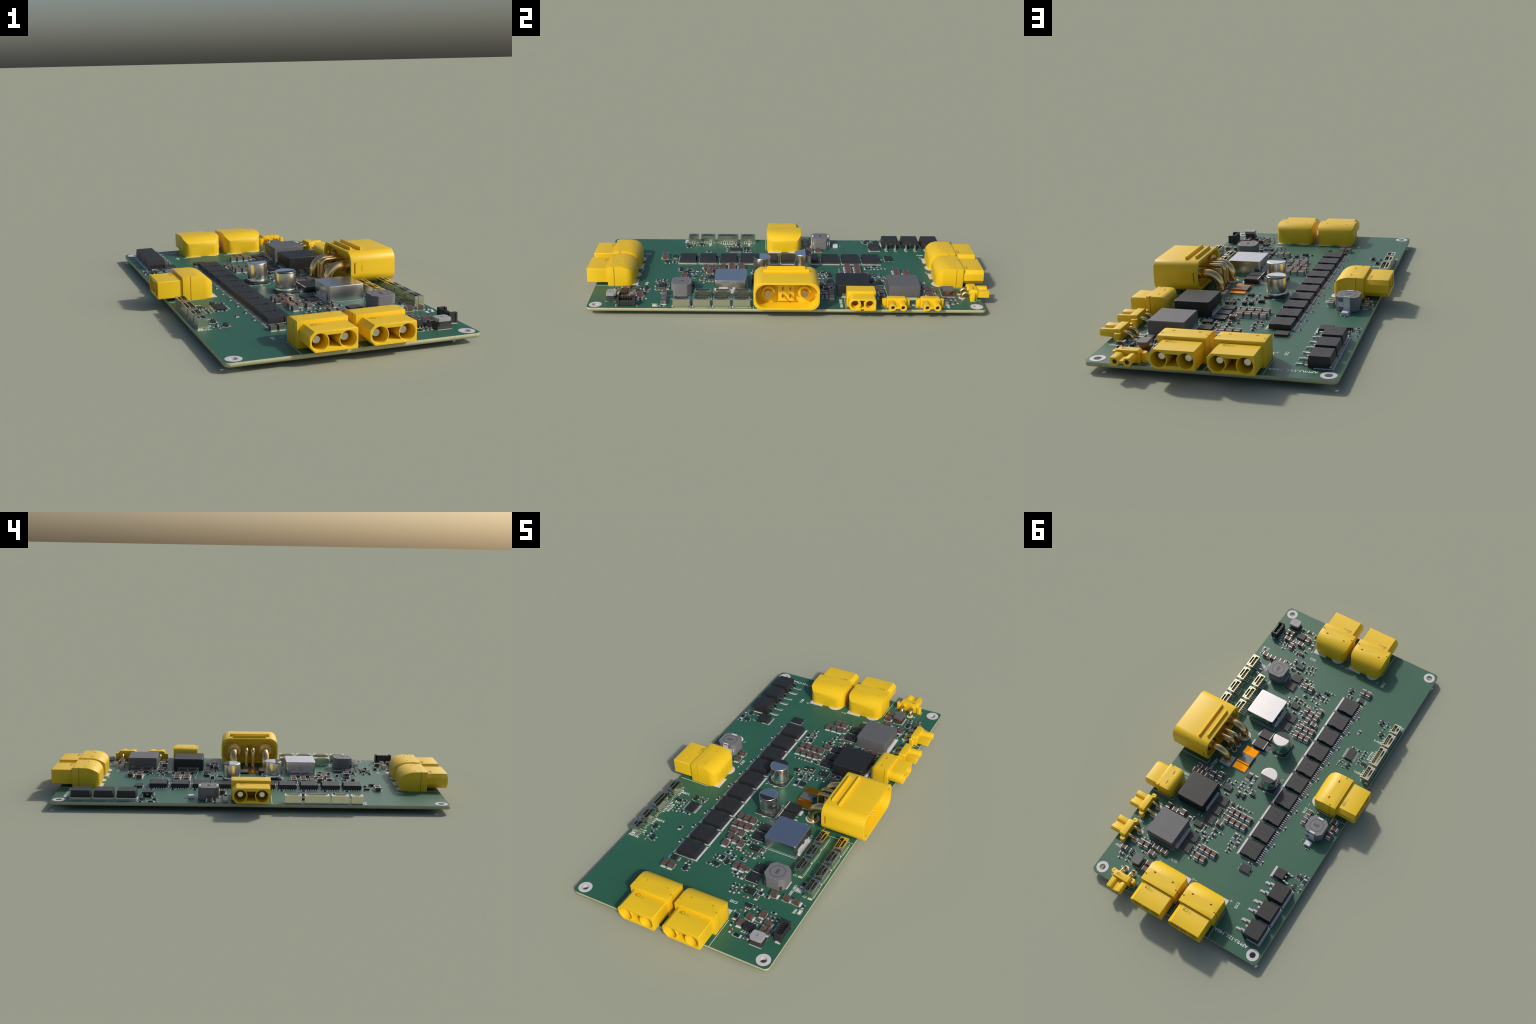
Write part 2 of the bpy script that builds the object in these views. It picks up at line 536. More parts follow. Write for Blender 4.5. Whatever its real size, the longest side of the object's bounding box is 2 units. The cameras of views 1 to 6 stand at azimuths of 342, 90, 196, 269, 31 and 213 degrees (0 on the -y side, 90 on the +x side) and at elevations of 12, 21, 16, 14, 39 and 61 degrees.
# ================================================================ board
def make_board():
    me = outline_mesh([round_rect(XC - HX, XC + HX, -HY, HY, 0.022, 8)] +
                      [circle(XC + sx * 0.4405, sy * 0.9183, 0.0158, 36) for sx in (-1, 1) for sy in (-1, 1)], TOP - BOT)
    me.transform(Matrix.Translation((0, 0, BOT)))
    fix_normals(me)
    me.materials.append(M["mask"])
    me.materials.append(M["core"])
    for p in me.polygons:
        p.material_index = 0 if abs(p.normal.z) > 0.5 else 1
    obj("board_laminate", me)
    b = Builder()
    n = 40
    for r0, r1, z0, z1 in ((0.0152, 0.0305, TOP - .001, TOP + PAD_H), (0.0152, 0.0305, BOT - PAD_H, BOT + .001)):
        b.ring(0, 0, z0, r0, r1, z1 - z0, "pad", n)
    b.ring(0, 0, BOT, 0.0152, 0.0157, TOP - BOT, "pad", n)
    me = b.mesh("mounting_ring")
    for sx in (-1, 1):
        for sy in (-1, 1):
            obj("mounting_ring", me, loc=(XC + sx * 0.4405, sy * 0.9183, 0))

make_board()

# ================================================================ printing
def text(s, x, y, size, rot=0, mat="silk", z=TOP, w=None, extr=0.0005):
    cu = bpy.data.curves.new("text", "FONT")
    cu.body = s
    cu.size = size
    cu.align_x = "CENTER"
    cu.align_y = "CENTER"
    cu.extrude = extr
    cu.resolution_u = 2
    cu.offset = size * 0.012
    ob = bpy.data.objects.new("text", cu)
    COL.objects.link(ob)
    dg = bpy.context.evaluated_depsgraph_get()
    dg.update()
    me = bpy.data.meshes.new_from_object(ob.evaluated_get(dg))
    bpy.data.objects.remove(ob)
    bpy.data.curves.remove(cu)
    if w:
        xs = [v.co.x for v in me.vertices]
        k = w / (max(xs) - min(xs))
        me.transform(Matrix.Diagonal((k, 1, 1, 1)))
    me.transform(Matrix.Translation((x, y, z)) @ Matrix.Rotation(math.radians(rot), 4, "Z"))
    b = PRINT
    o = len(b.v)
    b.v += [tuple(v.co) for v in me.vertices]
    k = b.mi(mat)
    for p in me.polygons:
        b.f.append([i + o for i in p.vertices])
        b.m.append(k)
        b.smooth.append(False)
    bpy.data.meshes.remove(me)

T1, T2 = 0.021, 0.019
text("APMU-12S_140A", -0.3095, 0.898, 0.024, 0, w=0.186)
text("ESC3", 0.175, -0.7030, T2, 0, w=0.034)
text("ESC4", 0.150, 0.7070, T2, 0, w=0.034)
text("ESC2", -0.2475, 0.7465, T2, -90, w=0.034)
text("ESC1", -0.2460, -0.7480, T2, -90, w=0.034)
text("ESC5", -0.2680, 0.1340, T2, -90, w=0.034)
text("BATTERY", 0.2835, 0.1440, 0.024, -90, w=0.074)
text("BUTTON", -0.4010, -0.3160, T2, -90, w=0.055)
text("16V", 0.4190, 0.6125, T2, 0, w=0.028)
text("24V", 0.4430, 0.7810, T2, 0, w=0.028)
text("SERVO PWR", 0.4080, 0.2660, T2, 0, w=0.098)
text("NAV R", -0.3925, -0.4140, T2, 0, w=0.042)
text("NAV L", -0.3915, -0.1950, T2, 0, w=0.042)
text("PWM IN", -0.4465, -0.5535, T2, 0, w=0.052)
text("PWR", 0.4285, -0.6345, T2, -90, w=0.027)
text("CAN TERM", 0.3660, -0.5310, 0.0175, -90, w=0.066)
text("CAN", 0.3027, -0.4480, T2, -90, w=0.027)
for s, x, y in (("+", -0.2093, 0.7420), ("+", 0.0114, 0.7422), ("+", 0.2052, -0.7439), ("-", 0.0122, -0.7444), ("+", -0.0161, -0.7440),
                ("-", -0.2091, -0.7446), ("-", 0.0000, 0.7420), ("-", -0.0060 + 0.2150, 0.7420), ("+", 0.236, 0.1384), ("-", 0.2290, -0.1330)):
    if s == "+":
        k = 0.0065 if x != 0.236 else 0.010
        PRINT.line([(x - k, y), (x + k, y)], 0.0018, TOP - .001, INK_H + .001, "silk")
        PRINT.line([(x, y - k), (x, y + k)], 0.0018, TOP - .001, INK_H + .001, "silk")
    else:
        PRINT.line([(x - 0.0065, y), (x + 0.0065, y)], 0.0018, TOP - .001, INK_H + .001, "silk")
PRINT.line([(-0.2685, 0.0895), (-0.2685, 0.1025)], 0.0018, TOP - .001, INK_H + .001, "silk")

# ================================================================ large two-pole plug
def maker_mark(w):
    """Small moulded emblem: an open rounded loop with a tail, and two faint text bars."""
    b = Builder()
    pts = arc(0, 0, w * .5, 200, -40, 14, w * .40) + [(w * .12, -w * .30), (-w * .05, -w * .05), (-w * .22, -w * .22), (-w * .46, -w * .20), (-w * .5, -w * .1)]
    b.line(pts, w * .10, 0, 0.0004, "print")
    b.line([(-w * .34, -w * .12), (-w * .16, w * .02)], w * .09, 0, 0.0004, "print")
    for k, (y, l) in enumerate(((w * .05, .8), (-w * .28, 1.0))):
        for i in range(7):
            x = w * (.72 + i * .13)
            if i / 7 < l:
                b.line([(x, y - w * .07), (x + w * .05, y + w * .06)], w * .035, 0, 0.0003, "print")
    return b.mesh("moulded_mark")

def xt90_meshes():
    # mating nose: five-sided block with two round wells and a hollow between them
    nose = [(0.0873, 0.0124 + .003)] + [(0.0873, 0.0842), (0.0845, 0.0870), (-0.0705, 0.0870), (-0.0885, 0.0696), (-0.0885, 0.0350), (-0.0690, 0.0124), (0.0843, 0.0124)]
    cz, sv = 0.0493, 0.0514
    hollow = ([(-sv + 0.0335 * math.cos(a), cz + 0.0335 * math.sin(a)) for a in [math.radians(-42 + 84 * i / 10) for i in range(11)]] +
              [(sv - 0.0335 * math.cos(a), cz + 0.0335 * math.sin(a)) for a in [math.radians(42 - 84 * i / 10) for i in range(11)]])
    me = outline_mesh([nose, circle(-sv, cz, 0.0297), circle(sv, cz, 0.0297), hollow], 0.1045, 0.0014)
    me.transform(FACE)
    me.transform(Matrix.Translation((-0.1045, 0, 0)))
    fix_normals(me)
    me.materials.append(M["yellow"])
    shade(me, 35)
    # housing: rounded in plan at the back, elliptical shoulder in profile
    plan = [(-0.105, -0.095), (-0.105, 0.095)] + arc(-0.200, 0.055, 0.040, 90, 180, 12) + arc(-0.200, -0.055, 0.040, 180, 270, 12)
    prof = [(-0.10, 0.0), (-0.10, 0.0987)] + arc(-0.165, 0.0487, 0.075, 90, 180, 16, 0.050) + [(-0.240, 0.0)]
    base = temp(outline_mesh([plan], 0.12))
    pr = temp(outline_mesh([prof], 0.3), Matrix.Translation((0, -0.15, 0)) @ SIDE)
    ops = [("INTERSECT", pr)]
    house = solid(base, ops, ["yellow"], bevel=0.0055, segs=3)
    base = temp(house)
    cuts = []
    for s in (-1, 1):
        y0, y1 = sorted((s * 0.0905, s * 0.11))
        cuts.append(("DIFFERENCE", box_temp(-0.1400, -0.1365, y0, y1, -0.01, 0.13)))
        y0, y1 = sorted((s * 0.083, s * 0.089))
        cuts.append(("DIFFERENCE", box_temp(-0.1420, -0.1355, y0, y1, 0.088, 0.13)))
        cuts.append(("DIFFERENCE", box_temp(-0.1680, -0.1610, s * .052 - 0.0062, s * .052 + 0.0062, 0.086, 0.13)))
    house = solid(base, cuts, ["yellow"])
    b = Builder()
    for s in (-1, 1):
        b.tube([(-0.110, s * sv, cz), (-0.0345, s * sv, cz), (-0.0325, s * sv, cz)], [0.0150, 0.0150, 0.0122], "alu", 24)
        b.cyl(-0.218, s * sv, -TOP, 0.012, 0.0200, "alu", 24)
        b.box(-0.1685, -0.1605, s * .052 - 0.007, s * .052 + 0.007, 0.08, 0.0895, "white")
    pins = b.mesh("plug_contact")
    return me, house, pins

NOSE, HOUSE, PINS = xt90_meshes()
MARK = maker_mark(0.022)
MARK_SMALL = maker_mark(0.015)

def large_plug(x, y, rot):
    o = obj("large_power_plug", HOUSE, loc=(x, y, TOP), rot=rot)
    obj("plug_nose", NOSE, o)
    obj("plug_contact", PINS, o)
    m = obj("moulded_mark", MARK, o, (-0.085, 0.040, 0.0870), -90)
    m.rotation_euler = (0, 0, math.radians(90))
    m.location = (-0.083, -0.042, 0.0870)
    tr = place_local(x, y, rot)
    land(tr, -0.2540, -0.1800, 0.0510 - 0.037, 0.0510 + 0.037)
    cx, cy = tr(-0.2180, -0.0514)
    PADS.cyl(cx, cy, TOP - 0.001, TOP + PAD_H, 0.0375, "pad", 40, smooth=False)
    for s in (-1, 1):
        ink(tr, [(-0.20, s * 0.1008), (-0.0445, s * 0.1008)], 0.0016)

large_plug(-0.1120, -1.0, -90)
large_plug(0.1080, -1.0, -90)
large_plug(-0.1120, 1.0, 90)
large_plug(0.1080, 1.0, 90)
large_plug(-0.5234, 0.0, 180)

# ================================================================ medium plug (servo supply)
def xt60():
    cz, sv = 0.0430, 0.0350
    nose = (arc(-sv, 0.0409, 0.0295, 90, 270, 16) + [(0.0585, 0.0114), (0.0628, 0.0132), (0.0645, 0.0174), (0.0645, 0.0640), (0.0585, 0.0704)])
    hollow = ([(-sv + 0.0285 * math.cos(a), cz + 0.0285 * math.sin(a)) for a in [math.radians(-38 + 83 * i / 8) for i in range(9)]] +
              [(sv - 0.0285 * math.cos(a), cz + 0.0285 * math.sin(a)) for a in [math.radians(45 - 83 * i / 8) for i in range(9)]])
    me = outline_mesh([nose, circle(-sv, cz, 0.0195, 32), circle(sv, cz, 0.0195, 32), hollow], 0.0735, 0.0012)
    base = temp(me, Matrix.Translation((-0.0735, 0, 0)) @ FACE)
    me = solid(base, [("DIFFERENCE", box_temp(-0.10, 0.01, -0.008, 0.008, 0.0, 0.0195))], ["yellow"])
    plan = [(-0.0725, -0.068), (-0.0725, 0.068)] + arc(-0.140, 0.044, 0.024, 90, 180, 8) + arc(-0.140, -0.044, 0.024, 180, 270, 8)
    prof = [(-0.07, 0.0), (-0.07, 0.0806)] + arc(-0.134, 0.0506, 0.030, 90, 180, 12) + [(-0.164, 0.0)]
    base = temp(outline_mesh([plan], 0.10))
    pr = temp(outline_mesh([prof], 0.3), Matrix.Translation((0, -0.15, 0)) @ SIDE)
    house = solid(base, [("INTERSECT", pr)], ["yellow"], bevel=0.006, segs=3)
    cuts = []
    for s in (-1, 1):
        y0, y1 = sorted((s * 0.0640, s * 0.08))
        cuts.append(("DIFFERENCE", box_temp(-0.0910, -0.0878, y0, y1, -0.01, 0.10)))
        y0, y1 = sorted((s * 0.0590, s * 0.066))
        cuts.append(("DIFFERENCE", box_temp(-0.0930, -0.0860, y0, y1, 0.072, 0.10)))
        cuts.append(("DIFFERENCE", box_temp(-0.1195, -0.1155, s * .0312 - 0.0105, s * .0312 + 0.0105, 0.070, 0.10)))
    house = solid(temp(house), cuts, ["yellow"])
    b = Builder()
    for s in (-1, 1):
        b.ring(0, 0, 0, 0.0150, 0.0190, 0.05, "gold", 24)
        k = len(b.v) - 4 * 24
        b.v[k:] = [(-0.072 + z, s * sv + x0, cz + y0) for x0, y0, z in b.v[k:]]
        b.cyl(-0.135, s * sv, -0.034, 0.010, 0.011, "gold", 20)
        b.cyl(-0.100, s * 0.055, -0.0245, 0.004, 0.006, "yellow", 16)
    return me, house, b.mesh("socket_contact")

def medium_plug(x, y):
    nose, house, pins = xt60()
    o = obj("medium_power_plug", house, loc=(x, y, TOP))
    obj("plug_nose", nose, o)
    obj("plug_contact", pins, o)
    tr = place_local(x, y, 0)
    for s in (-1, 1):
        ink(tr, [(-0.17, s * 0.0725), (-0.0435, s * 0.0725)], 0.0014)
    ink(tr, [(-0.17, -0.0725), (-0.17, 0.0725)], 0.0014)
    PRINT.line([(0.3155 - .006, y + 0.088), (0.3155 + .006, y + 0.088)], 0.0016, TOP - .001, INK_H + .001, "silk")

medium_plug(0.5190, 0.3592)

# ================================================================ small plug with bent gold pins
def xt30():
    cz = 0.0268
    v1, v2 = -0.0243, 0.0240
    web = 0.0045
    left = [(v1 + 0.004, cz - 0.0172), (v1 - 0.0172, cz - 0.0172), (v1 - 0.0172, cz + 0.0150), (v1, cz + 0.0150)]
    # outline of both bushes joined by a thin web
    out = ([(v1 - 0.0172, cz - 0.0172)] + arc(v1, cz - 0.0005, 0.0165, -90, -22, 6)
           + arc(v2, cz - 0.0005, 0.0165, 202, 270, 6)
           + [(v2 + 0.0080, cz - 0.0170), (v2 + 0.0172, cz - 0.0080), (v2 + 0.0172, cz + 0.0065), (v2 + 0.0095, cz + 0.0152)]
           + arc(v2, cz - 0.0005, 0.0160, 90, 165, 7) + arc(v1, cz - 0.0005, 0.0160, 15, 90, 7)
           + [(v1 - 0.0172, cz + 0.0152)])
    me = outline_mesh([out, circle(v1, cz, 0.0090, 24), circle(v2, cz, 0.0090, 24)], 0.0592, 0.0008)
    me.transform(Matrix.Translation((-0.0592, 0, 0)) @ FACE)
    fix_normals(me)
    me.materials.append(M["yellow"])
    shade(me, 35)
    plate = ([(-0.047, 0.0), (0.047, 0.0)] + arc(0.047 - 0.009, 0.0493 - 0.009, 0.009, 0, 90, 6) + arc(-0.047 + 0.009, 0.0493 - 0.009, 0.009, 90, 180, 6))
    pm = outline_mesh([plate], 0.0325, 0.0010)
    base = temp(pm, Matrix.Translation((-0.0910, 0, 0.0)) @ FACE)
    ears = []
    for s in (-1, 1):
        y0, y1 = sorted((s * 0.046, s * 0.0668))
        e = outline_mesh([round_rect(-0.0965, -0.0720, y0, y1, 0.007, 5), circle(-0.0837, s * 0.0532, 0.0045, 16)], 0.0368, 0.0008)
        ears.append(("UNION", temp(e)))
    house = solid(base, ears, ["yellow"])
    b = Builder()
    for v in (v1, v2):
        b.tube([(-0.10 + 0.015, v, cz + .0015), (-0.098, v, cz + .0015)], [0.0108, 0.0108], "yellow", 20)
        path = [(-0.090, v, cz + .0015), (-0.106, v, cz + .0015)]
        path += [(x, v, z) for x, z in arc(-0.106, cz + .0015 - 0.0235, 0.0235, 90, 180, 10)]
        path += [(-0.1295, v, 0.0), (-0.1295, v, -0.034)]
        b.tube(path, [0.0083] * len(path), "gold", 18)
        b.tube([(-0.058, v, cz), (-0.005, v, cz)], [0.0084, 0.0084], "gold", 18, cap_mat="resin")
    for s in (-1, 1):
        b.cyl(-0.0837, s * 0.0532, -0.030, 0.034, 0.0042, "white", 14)
    return me, house, b.mesh("bent_pin")

BUSH, PLATE, BENT = xt30()

def small_plug(x, y, rot, mark=False):
    o = obj("small_power_plug", PLATE, loc=(x, y, TOP), rot=rot)
    obj("plug_nose", BUSH, o)
    obj("plug_contact", BENT, o)
    if mark:
        m = obj("moulded_mark", MARK_SMALL, o, (-0.076, -0.020, 0.0493))
        m.rotation_euler = (0, 0, math.radians(90))
    tr = place_local(x, y, rot)
    cx, cy = tr(-0.1295, -0.0243)
    PADS.cyl(cx, cy, TOP - .001, TOP + PAD_H, 0.0165, "pad", 30, smooth=False)
    PADS.prism([tr(*p) for p in round_rect(-0.1455, -0.1135, 0.0240 - .0150, 0.0240 + .0150, 0.007, 5)], TOP - .001, TOP + PAD_H, "pad")
    for k, v in (("+", -0.0490), ("-", 0.0520)):
        ink(tr, [(-0.1300, v - .005), (-0.1300, v + .005)], 0.0016)
        if k == "+":
            ink(tr, [(-0.1350, v), (-0.1250, v)], 0.0016)
    for s in (-1, 1):
        ink(tr, [(-0.099, s * 0.0695), (-0.070, s * 0.0695), (-0.060, s * 0.0500), (-0.043, s * 0.0500)], 0.0014)

small_plug(0.5165, 0.5287, 0)
small_plug(0.5165, 0.6916, 0)
small_plug(0.3080, 0.9962, 90, True)

# ================================================================ battery inlet
def battery_inlet():
    outer = round_rect(-0.1562, 0.1562, 0.0136, 0.1525, 0.0440, 10)
    inner = round_rect(-0.1455, 0.1455, 0.0235, 0.1428, 0.0520, 12)
    shell = outline_mesh([outer, inner], 0.2085, 0.0010)
    base = temp(shell, Matrix.Translation((-0.2085, 0, 0)) @ FACE)
    cuts = []
    for s in (-1, 1):
        y0, y1 = sorted((s * 0.142, s * 0.165))
        cuts.append(("DIFFERENCE", box_temp(-0.1935, -0.1870, y0, y1, 0.060, 0.1073)))
        y0, y1 = sorted((s * 0.1545, s * 0.165))
        cuts.append(("DIFFERENCE", box_temp(-0.1580, -0.1555, y0, y1, 0.070, 0.096)))
    shell = solid(base, cuts, ["yellow"])
    b = Builder()
    for u, hw in ((-0.1415, 0.1130), (-0.1825, 0.0945)):
        b.box(u - 0.0038, u + 0.0038, -hw, hw, 0.148, 0.1660, "yellow", 0.0006, 0.0040)
    ribs = b.mesh("grip_rib", bevel=0.0012, segs=2)
    # inner web and pedestals
    core = outline_mesh([round_rect(-0.1458, 0.1458, 0.0232, 0.1431, 0.0520, 12)], 0.100)
    core = temp(core, Matrix.Translation((-0.180, 0, 0)) @ FACE)
    ops = [("UNION", box_temp(-0.09, -0.066, -0.0395, 0.0380, 0.0340, 0.1420))]
    core = solid(core, ops, ["yellow"])
    b = Builder()
    for s in (-1, 1):
        b.tube([(-0.085, s * 0.0855, 0.0860), (-0.050, s * 0.0855, 0.0860)], [0.0310, 0.0300], "yellow", 36)
    boss = b.mesh("contact_boss")
    b = Builder()
    zc = 0.0850
    for s in (-1, 1):
        v = s * 0.0858
        b.tube([(-0.052, v, zc), (-0.032, v, zc), (-0.0285, v, zc)], [0.0205, 0.0205, 0.0172], "gold", 32)
        b.tube([(-0.175, v, zc), (-0.1960, v, zc), (-0.1975, v, zc)], [0.0378, 0.0378, 0.0368], "gold", 36)
        b.tube([(-0.19, v, zc), (-0.2200, v, zc)], [0.0235, 0.0235], "gold", 32)
        r = 0.056
        path = [(-0.190, v, zc), (-0.2315, v, zc)] + [(x, v, z) for x, z in arc(-0.2315, zc - r, r, 90, 180, 14)][1:] + [(-0.2875, v, 0.004), (-0.2875, v, -TOP)]
        b.tube(path, [0.0210] * len(path), "gold", 32)
        b.cyl(-0.2875, v, 0.0, 0.0035, 0.0250, "gold", 32, r1=0.0225)
    for v in (-0.0178, 0.0175):
        for z, ux, r in ((0.1035, -0.2870, 0.020), (0.0690, -0.2560, 0.018)):
            b.tube([(-0.080, v, z), (-0.027, v, z), (-0.025, v, z)], [0.0050, 0.0050, 0.003], "gold", 16)
            path = [(-0.170, v, z), (ux + r, v, z)] + [(x, v, zz) for x, zz in arc(ux + r, z - r, r, 90, 180, 8)][1:] + [(ux, v, -0.028)]
            b.tube(path, [0.0098] * len(path), "gold", 20)
    return shell, ribs, core, boss, b.mesh("battery_contact")

shell, ribs, core, boss, pins = battery_inlet()
BX = 0.5235
bat = obj("battery_inlet", shell, loc=(BX, 0, TOP))
obj("grip_rib", ribs, bat)
obj("inlet_web", core, bat)
obj("contact_boss", boss, bat)
obj("battery_contact", pins, bat)
PADS.prism([(0.2040, 0.0535), (0.2690, 0.0535), (0.2690, 0.1185), (0.2040, 0.1185)], TOP - .001, TOP + PAD_H, "pad")
PADS.cyl(0.2360, -0.0858, TOP - .001, TOP + PAD_H, 0.0325, "pad", 40, smooth=False)
for v in (-0.0178, 0.0175):
    for ux in (-0.2870, -0.2560):
        PADS.cyl(BX + ux, v, TOP - .001, TOP + PAD_H, 0.0145, "pad", 24, smooth=False)
for s in (-1, 1):
    PRINT.line([(0.4745, s * 0.1575), (0.3165, s * 0.1575), (0.3165, s * 0.1230)], 0.0016, TOP - .001, INK_H + .001, "silk")

# ================================================================ pale cable sockets
def cable_socket(n):
    """Upright socket, length along y, contact row on -x."""
    L = ((n - 1) * 1.25 + 4.35) * MM
    W, h = 0.0392, 0.0400
    x0, x1 = -W / 2, W / 2
    m = 0.0030
    row = round_rect(x0 + m, 0.0005, -L / 2 + 0.0065, L / 2 - 0.0065, 0.0005, 1)
    key = round_rect(0.0048, x1 - 0.0048, -L / 2 + 0.0165, L / 2 - 0.0165, 0.0005, 1)
    holes = [row, key]
    for s in (-1, 1):
        holes.append(round_rect(0.0085, 0.0125, s * (L / 2 - 0.0080) - 0.0024, s * (L / 2 - 0.0080) + 0.0024, 0.0003, 1))
    # notched outer wall at the contact side of each end
    out = [(x0, -L / 2), (x1, -L / 2), (x1, L / 2), (x0, L / 2)]
    out = [(x0, -L / 2), (x0 + 0.016, -L / 2), (x0 + 0.016, -L / 2 - 0.0012), (x1, -L / 2 - 0.0012), (x1, L / 2 + 0.0012), (x0 + 0.016, L / 2 + 0.0012), (x0 + 0.016, L / 2), (x0, L / 2)]
    me = outline_mesh([out] + holes, 0.034)
    me.transform(Matrix.Translation((0, 0, h - 0.034)))
    b = Builder()
    me.materials.append(M["ivory"])
    b.v = [tuple(v.co) for v in me.vertices]
    b.f = [list(p.vertices) for p in me.polygons]
    b.m = [b.mi("ivory")] * len(b.f)
    b.smooth = [False] * len(b.f)
    b.box(x0, x1, -L / 2, L / 2, 0.0012, h - 0.034 + 0.0002, "ivory", 0.0, 0.0)
    for s in (-1, 1):
        y = s * (L / 2 + 0.0004)
        b.box(x0 + 0.0010, x0 + 0.0090, y - 0.0016, y + 0.0016, 0.026, 0.034, "ivory")
        b.box(x0 - 0.0012, x0 + 0.0020, s * (L / 2 - .004) - .003, s * (L / 2 - .004) + .003, 0.022, 0.029, "ivory")
    for i in range(n):
        c = (i - (n - 1) / 2) * 1.25 * MM
        b.box(x0 + 0.006, x0 + 0.0105, c - 0.0022, c + 0.0022, 0.012, h - 0.0065, "gold")
        b.box(x0 + 0.0105, x0 + 0.0150, c - 0.0022, c + 0.0022, 0.012, h - 0.0150, "gold")
        b.box(x0 - 0.0110, x0 + 0.001, c - 0.0022, c + 0.0022, 0.0008, 0.0040, "tin")
    return b.mesh("cable_socket"), L

SOCK = {n: cable_socket(n) for n in (2, 4, 7)}

def socket(n, x, y, rot=0):
    me, L = SOCK[n]
    x, y = x + 0.0024, y - 0.0032
    obj("cable_socket", me, loc=(x, y, TOP), rot=rot)
    tr = place_local(x, y, rot)
    W = 0.0392
    for i in range(n):
        c = (i - (n - 1) / 2) * 1.25 * MM
        land(tr, -W / 2 - 0.0175, -W / 2 - 0.002, c - 0.0030, c + 0.0030)
    for s in (-1, 1):
        y0, y1 = sorted((s * (L / 2 - 0.004), s * (L / 2 + 0.0065)))
        land(tr, 0.0005, W / 2 + 0.0015, y0, y1)
        ink(tr, [(-0.006, s * (L / 2 + .0035)), (-W / 2 - .0035, s * (L / 2 + .0035)), (-W / 2 - .0035, s * (L / 2 - .0120))], 0.0013)
    ink(tr, [(W / 2 + .0025, -L / 2 + .008), (W / 2 + .0025, L / 2 - .008)], 0.0013)

for y in (-0.4998, -0.4036, -0.3073, -0.2110):
    socket(4, 0.4415, y)
for y in (-0.4036, -0.3073, -0.2110):
    socket(4, 0.3462, y)
socket(2, -0.4508, -0.5058, 180)
socket(4, -0.4508, -0.4245, 180)
socket(7, -0.4508, -0.3132, 180)
socket(4, -0.4508, -0.1990, 180)

# ================================================================ row of power transistors
def leadless_power():
    b = Builder()
    hx0, hx1, hy, h = -0.0470, 0.0480, 0.0462, 0.0228
    def plan(k, notch=0.0030):
        return [(hx0 + k, -hy + k), (-0.0095, -hy + k), (-0.0085, -hy + k + notch), (0.0205, -hy + k + notch), (0.0215, -hy + k), (hx1 - k, -hy + k),
                (hx1 - k, hy - k), (0.0215, hy - k), (0.0205, hy - k - notch), (-0.0085, hy - k - notch), (-0.0095, hy - k), (hx0 + k, hy - k)]
    b.layers([[(x, y, 0.0022) for x, y in plan(0.0)], [(x, y, h * .35) for x, y in plan(0.0004)], [(x, y, h) for x, y in plan(0.0024)]], "black")
    b.ring(0.0, -0.001, h - 0.0005, 0.0135, 0.0149, 0.0007, "darkcap", 30)  # dimple's rim shading drawn as two flush dark rings, no hollow cut
    b.ring(0.0, -0.001, h - 0.0005, 0.0149, 0.0155, 0.0008, "ferrite", 30)
    # drain tab along +x with stepped ends, and the lead row along -x
    b.box(0.0460, 0.0555, -0.0470, 0.0470, 0.0010, 0.0060, "tin", 0.0006, 0.0010)
    for i in range(8):
        c = (i - 3.5) * 1.2 * MM + 0.0005
        b.box(-0.0610, -0.0450, c - 0.0036, c + 0.0036, 0.0009, 0.0056, "tin", 0.0006, 0.0004)
    return b.mesh("power_transistor", bevel=0.0007, segs=2, angle=45)

TOLL = leadless_power()
for i in range(10):
    y = -0.5178 + 0.1092 * i
    obj("power_transistor", TOLL, loc=(-0.1565, y, TOP))
    tr = place_local(-0.1565, y, 0)
    land(tr, 0.0300, 0.0615, -0.0480, 0.0480)
    for k in range(8):
        c = (k - 3.5) * 1.2 * MM + 0.0005
        land(tr, -0.0665, -0.0560, c - 0.0040, c + 0.0040)
    for s in (-1, 1):
        ink(tr, [(-0.056, s * 0.0502), (0.0645, s * 0.0502)], 0.0014)

def tabbed_power(hx, hy, h, tab, leads, reach, lead_z, lead_w, stub=True):
    """Moulded transistor with a metal tab at -x and bent legs at +x."""
    b = Builder()
    top = [(-hx + .003, -hy + .004), (hx - .003, -hy + .004), (hx - .003, hy - .004), (-hx + .003, hy - .004)]
    mid = [(-hx, -hy), (hx, -hy), (hx, hy), (-hx, hy)]
    b.layers([[(x * .98, y * .98, 0.0015) for x, y in mid], [(x, y, h * .45) for x, y in mid], [(x, y, h) for x, y in top]], "black")
    b.ring(0, -0.001, h - 0.0005, hx * .27, hx * .30, 0.0008, "darkcap", 28)
    b.prism([(-hx + .004, -hy * 1.08), (-hx + .004, hy * 1.08), (-hx - tab * .7, hy * 1.08), (-hx - tab, hy * .80), (-hx - tab, -hy * .80), (-hx - tab * .7, -hy * 1.08)], 0.0010, h * .28, "tin")
    for c in leads:
        k = hx + reach * .42
        b.box(hx - .002, k, c - lead_w / 2, c + lead_w / 2, lead_z, lead_z + .0050, "tin")
        b.box(k - .004, k + .0015, c - lead_w / 2, c + lead_w / 2, 0.002, lead_z + .0042, "tin")
        b.box(k - .001, hx + reach, c - lead_w / 2, c + lead_w / 2, 0.0010, 0.0060, "tin")
    if stub:
        b.box(hx - .002, hx + reach * .24, -lead_w * .62, lead_w * .62, lead_z, lead_z + .005, "tin")
    return b.mesh("tab_transistor", bevel=0.0007, segs=2, angle=40)

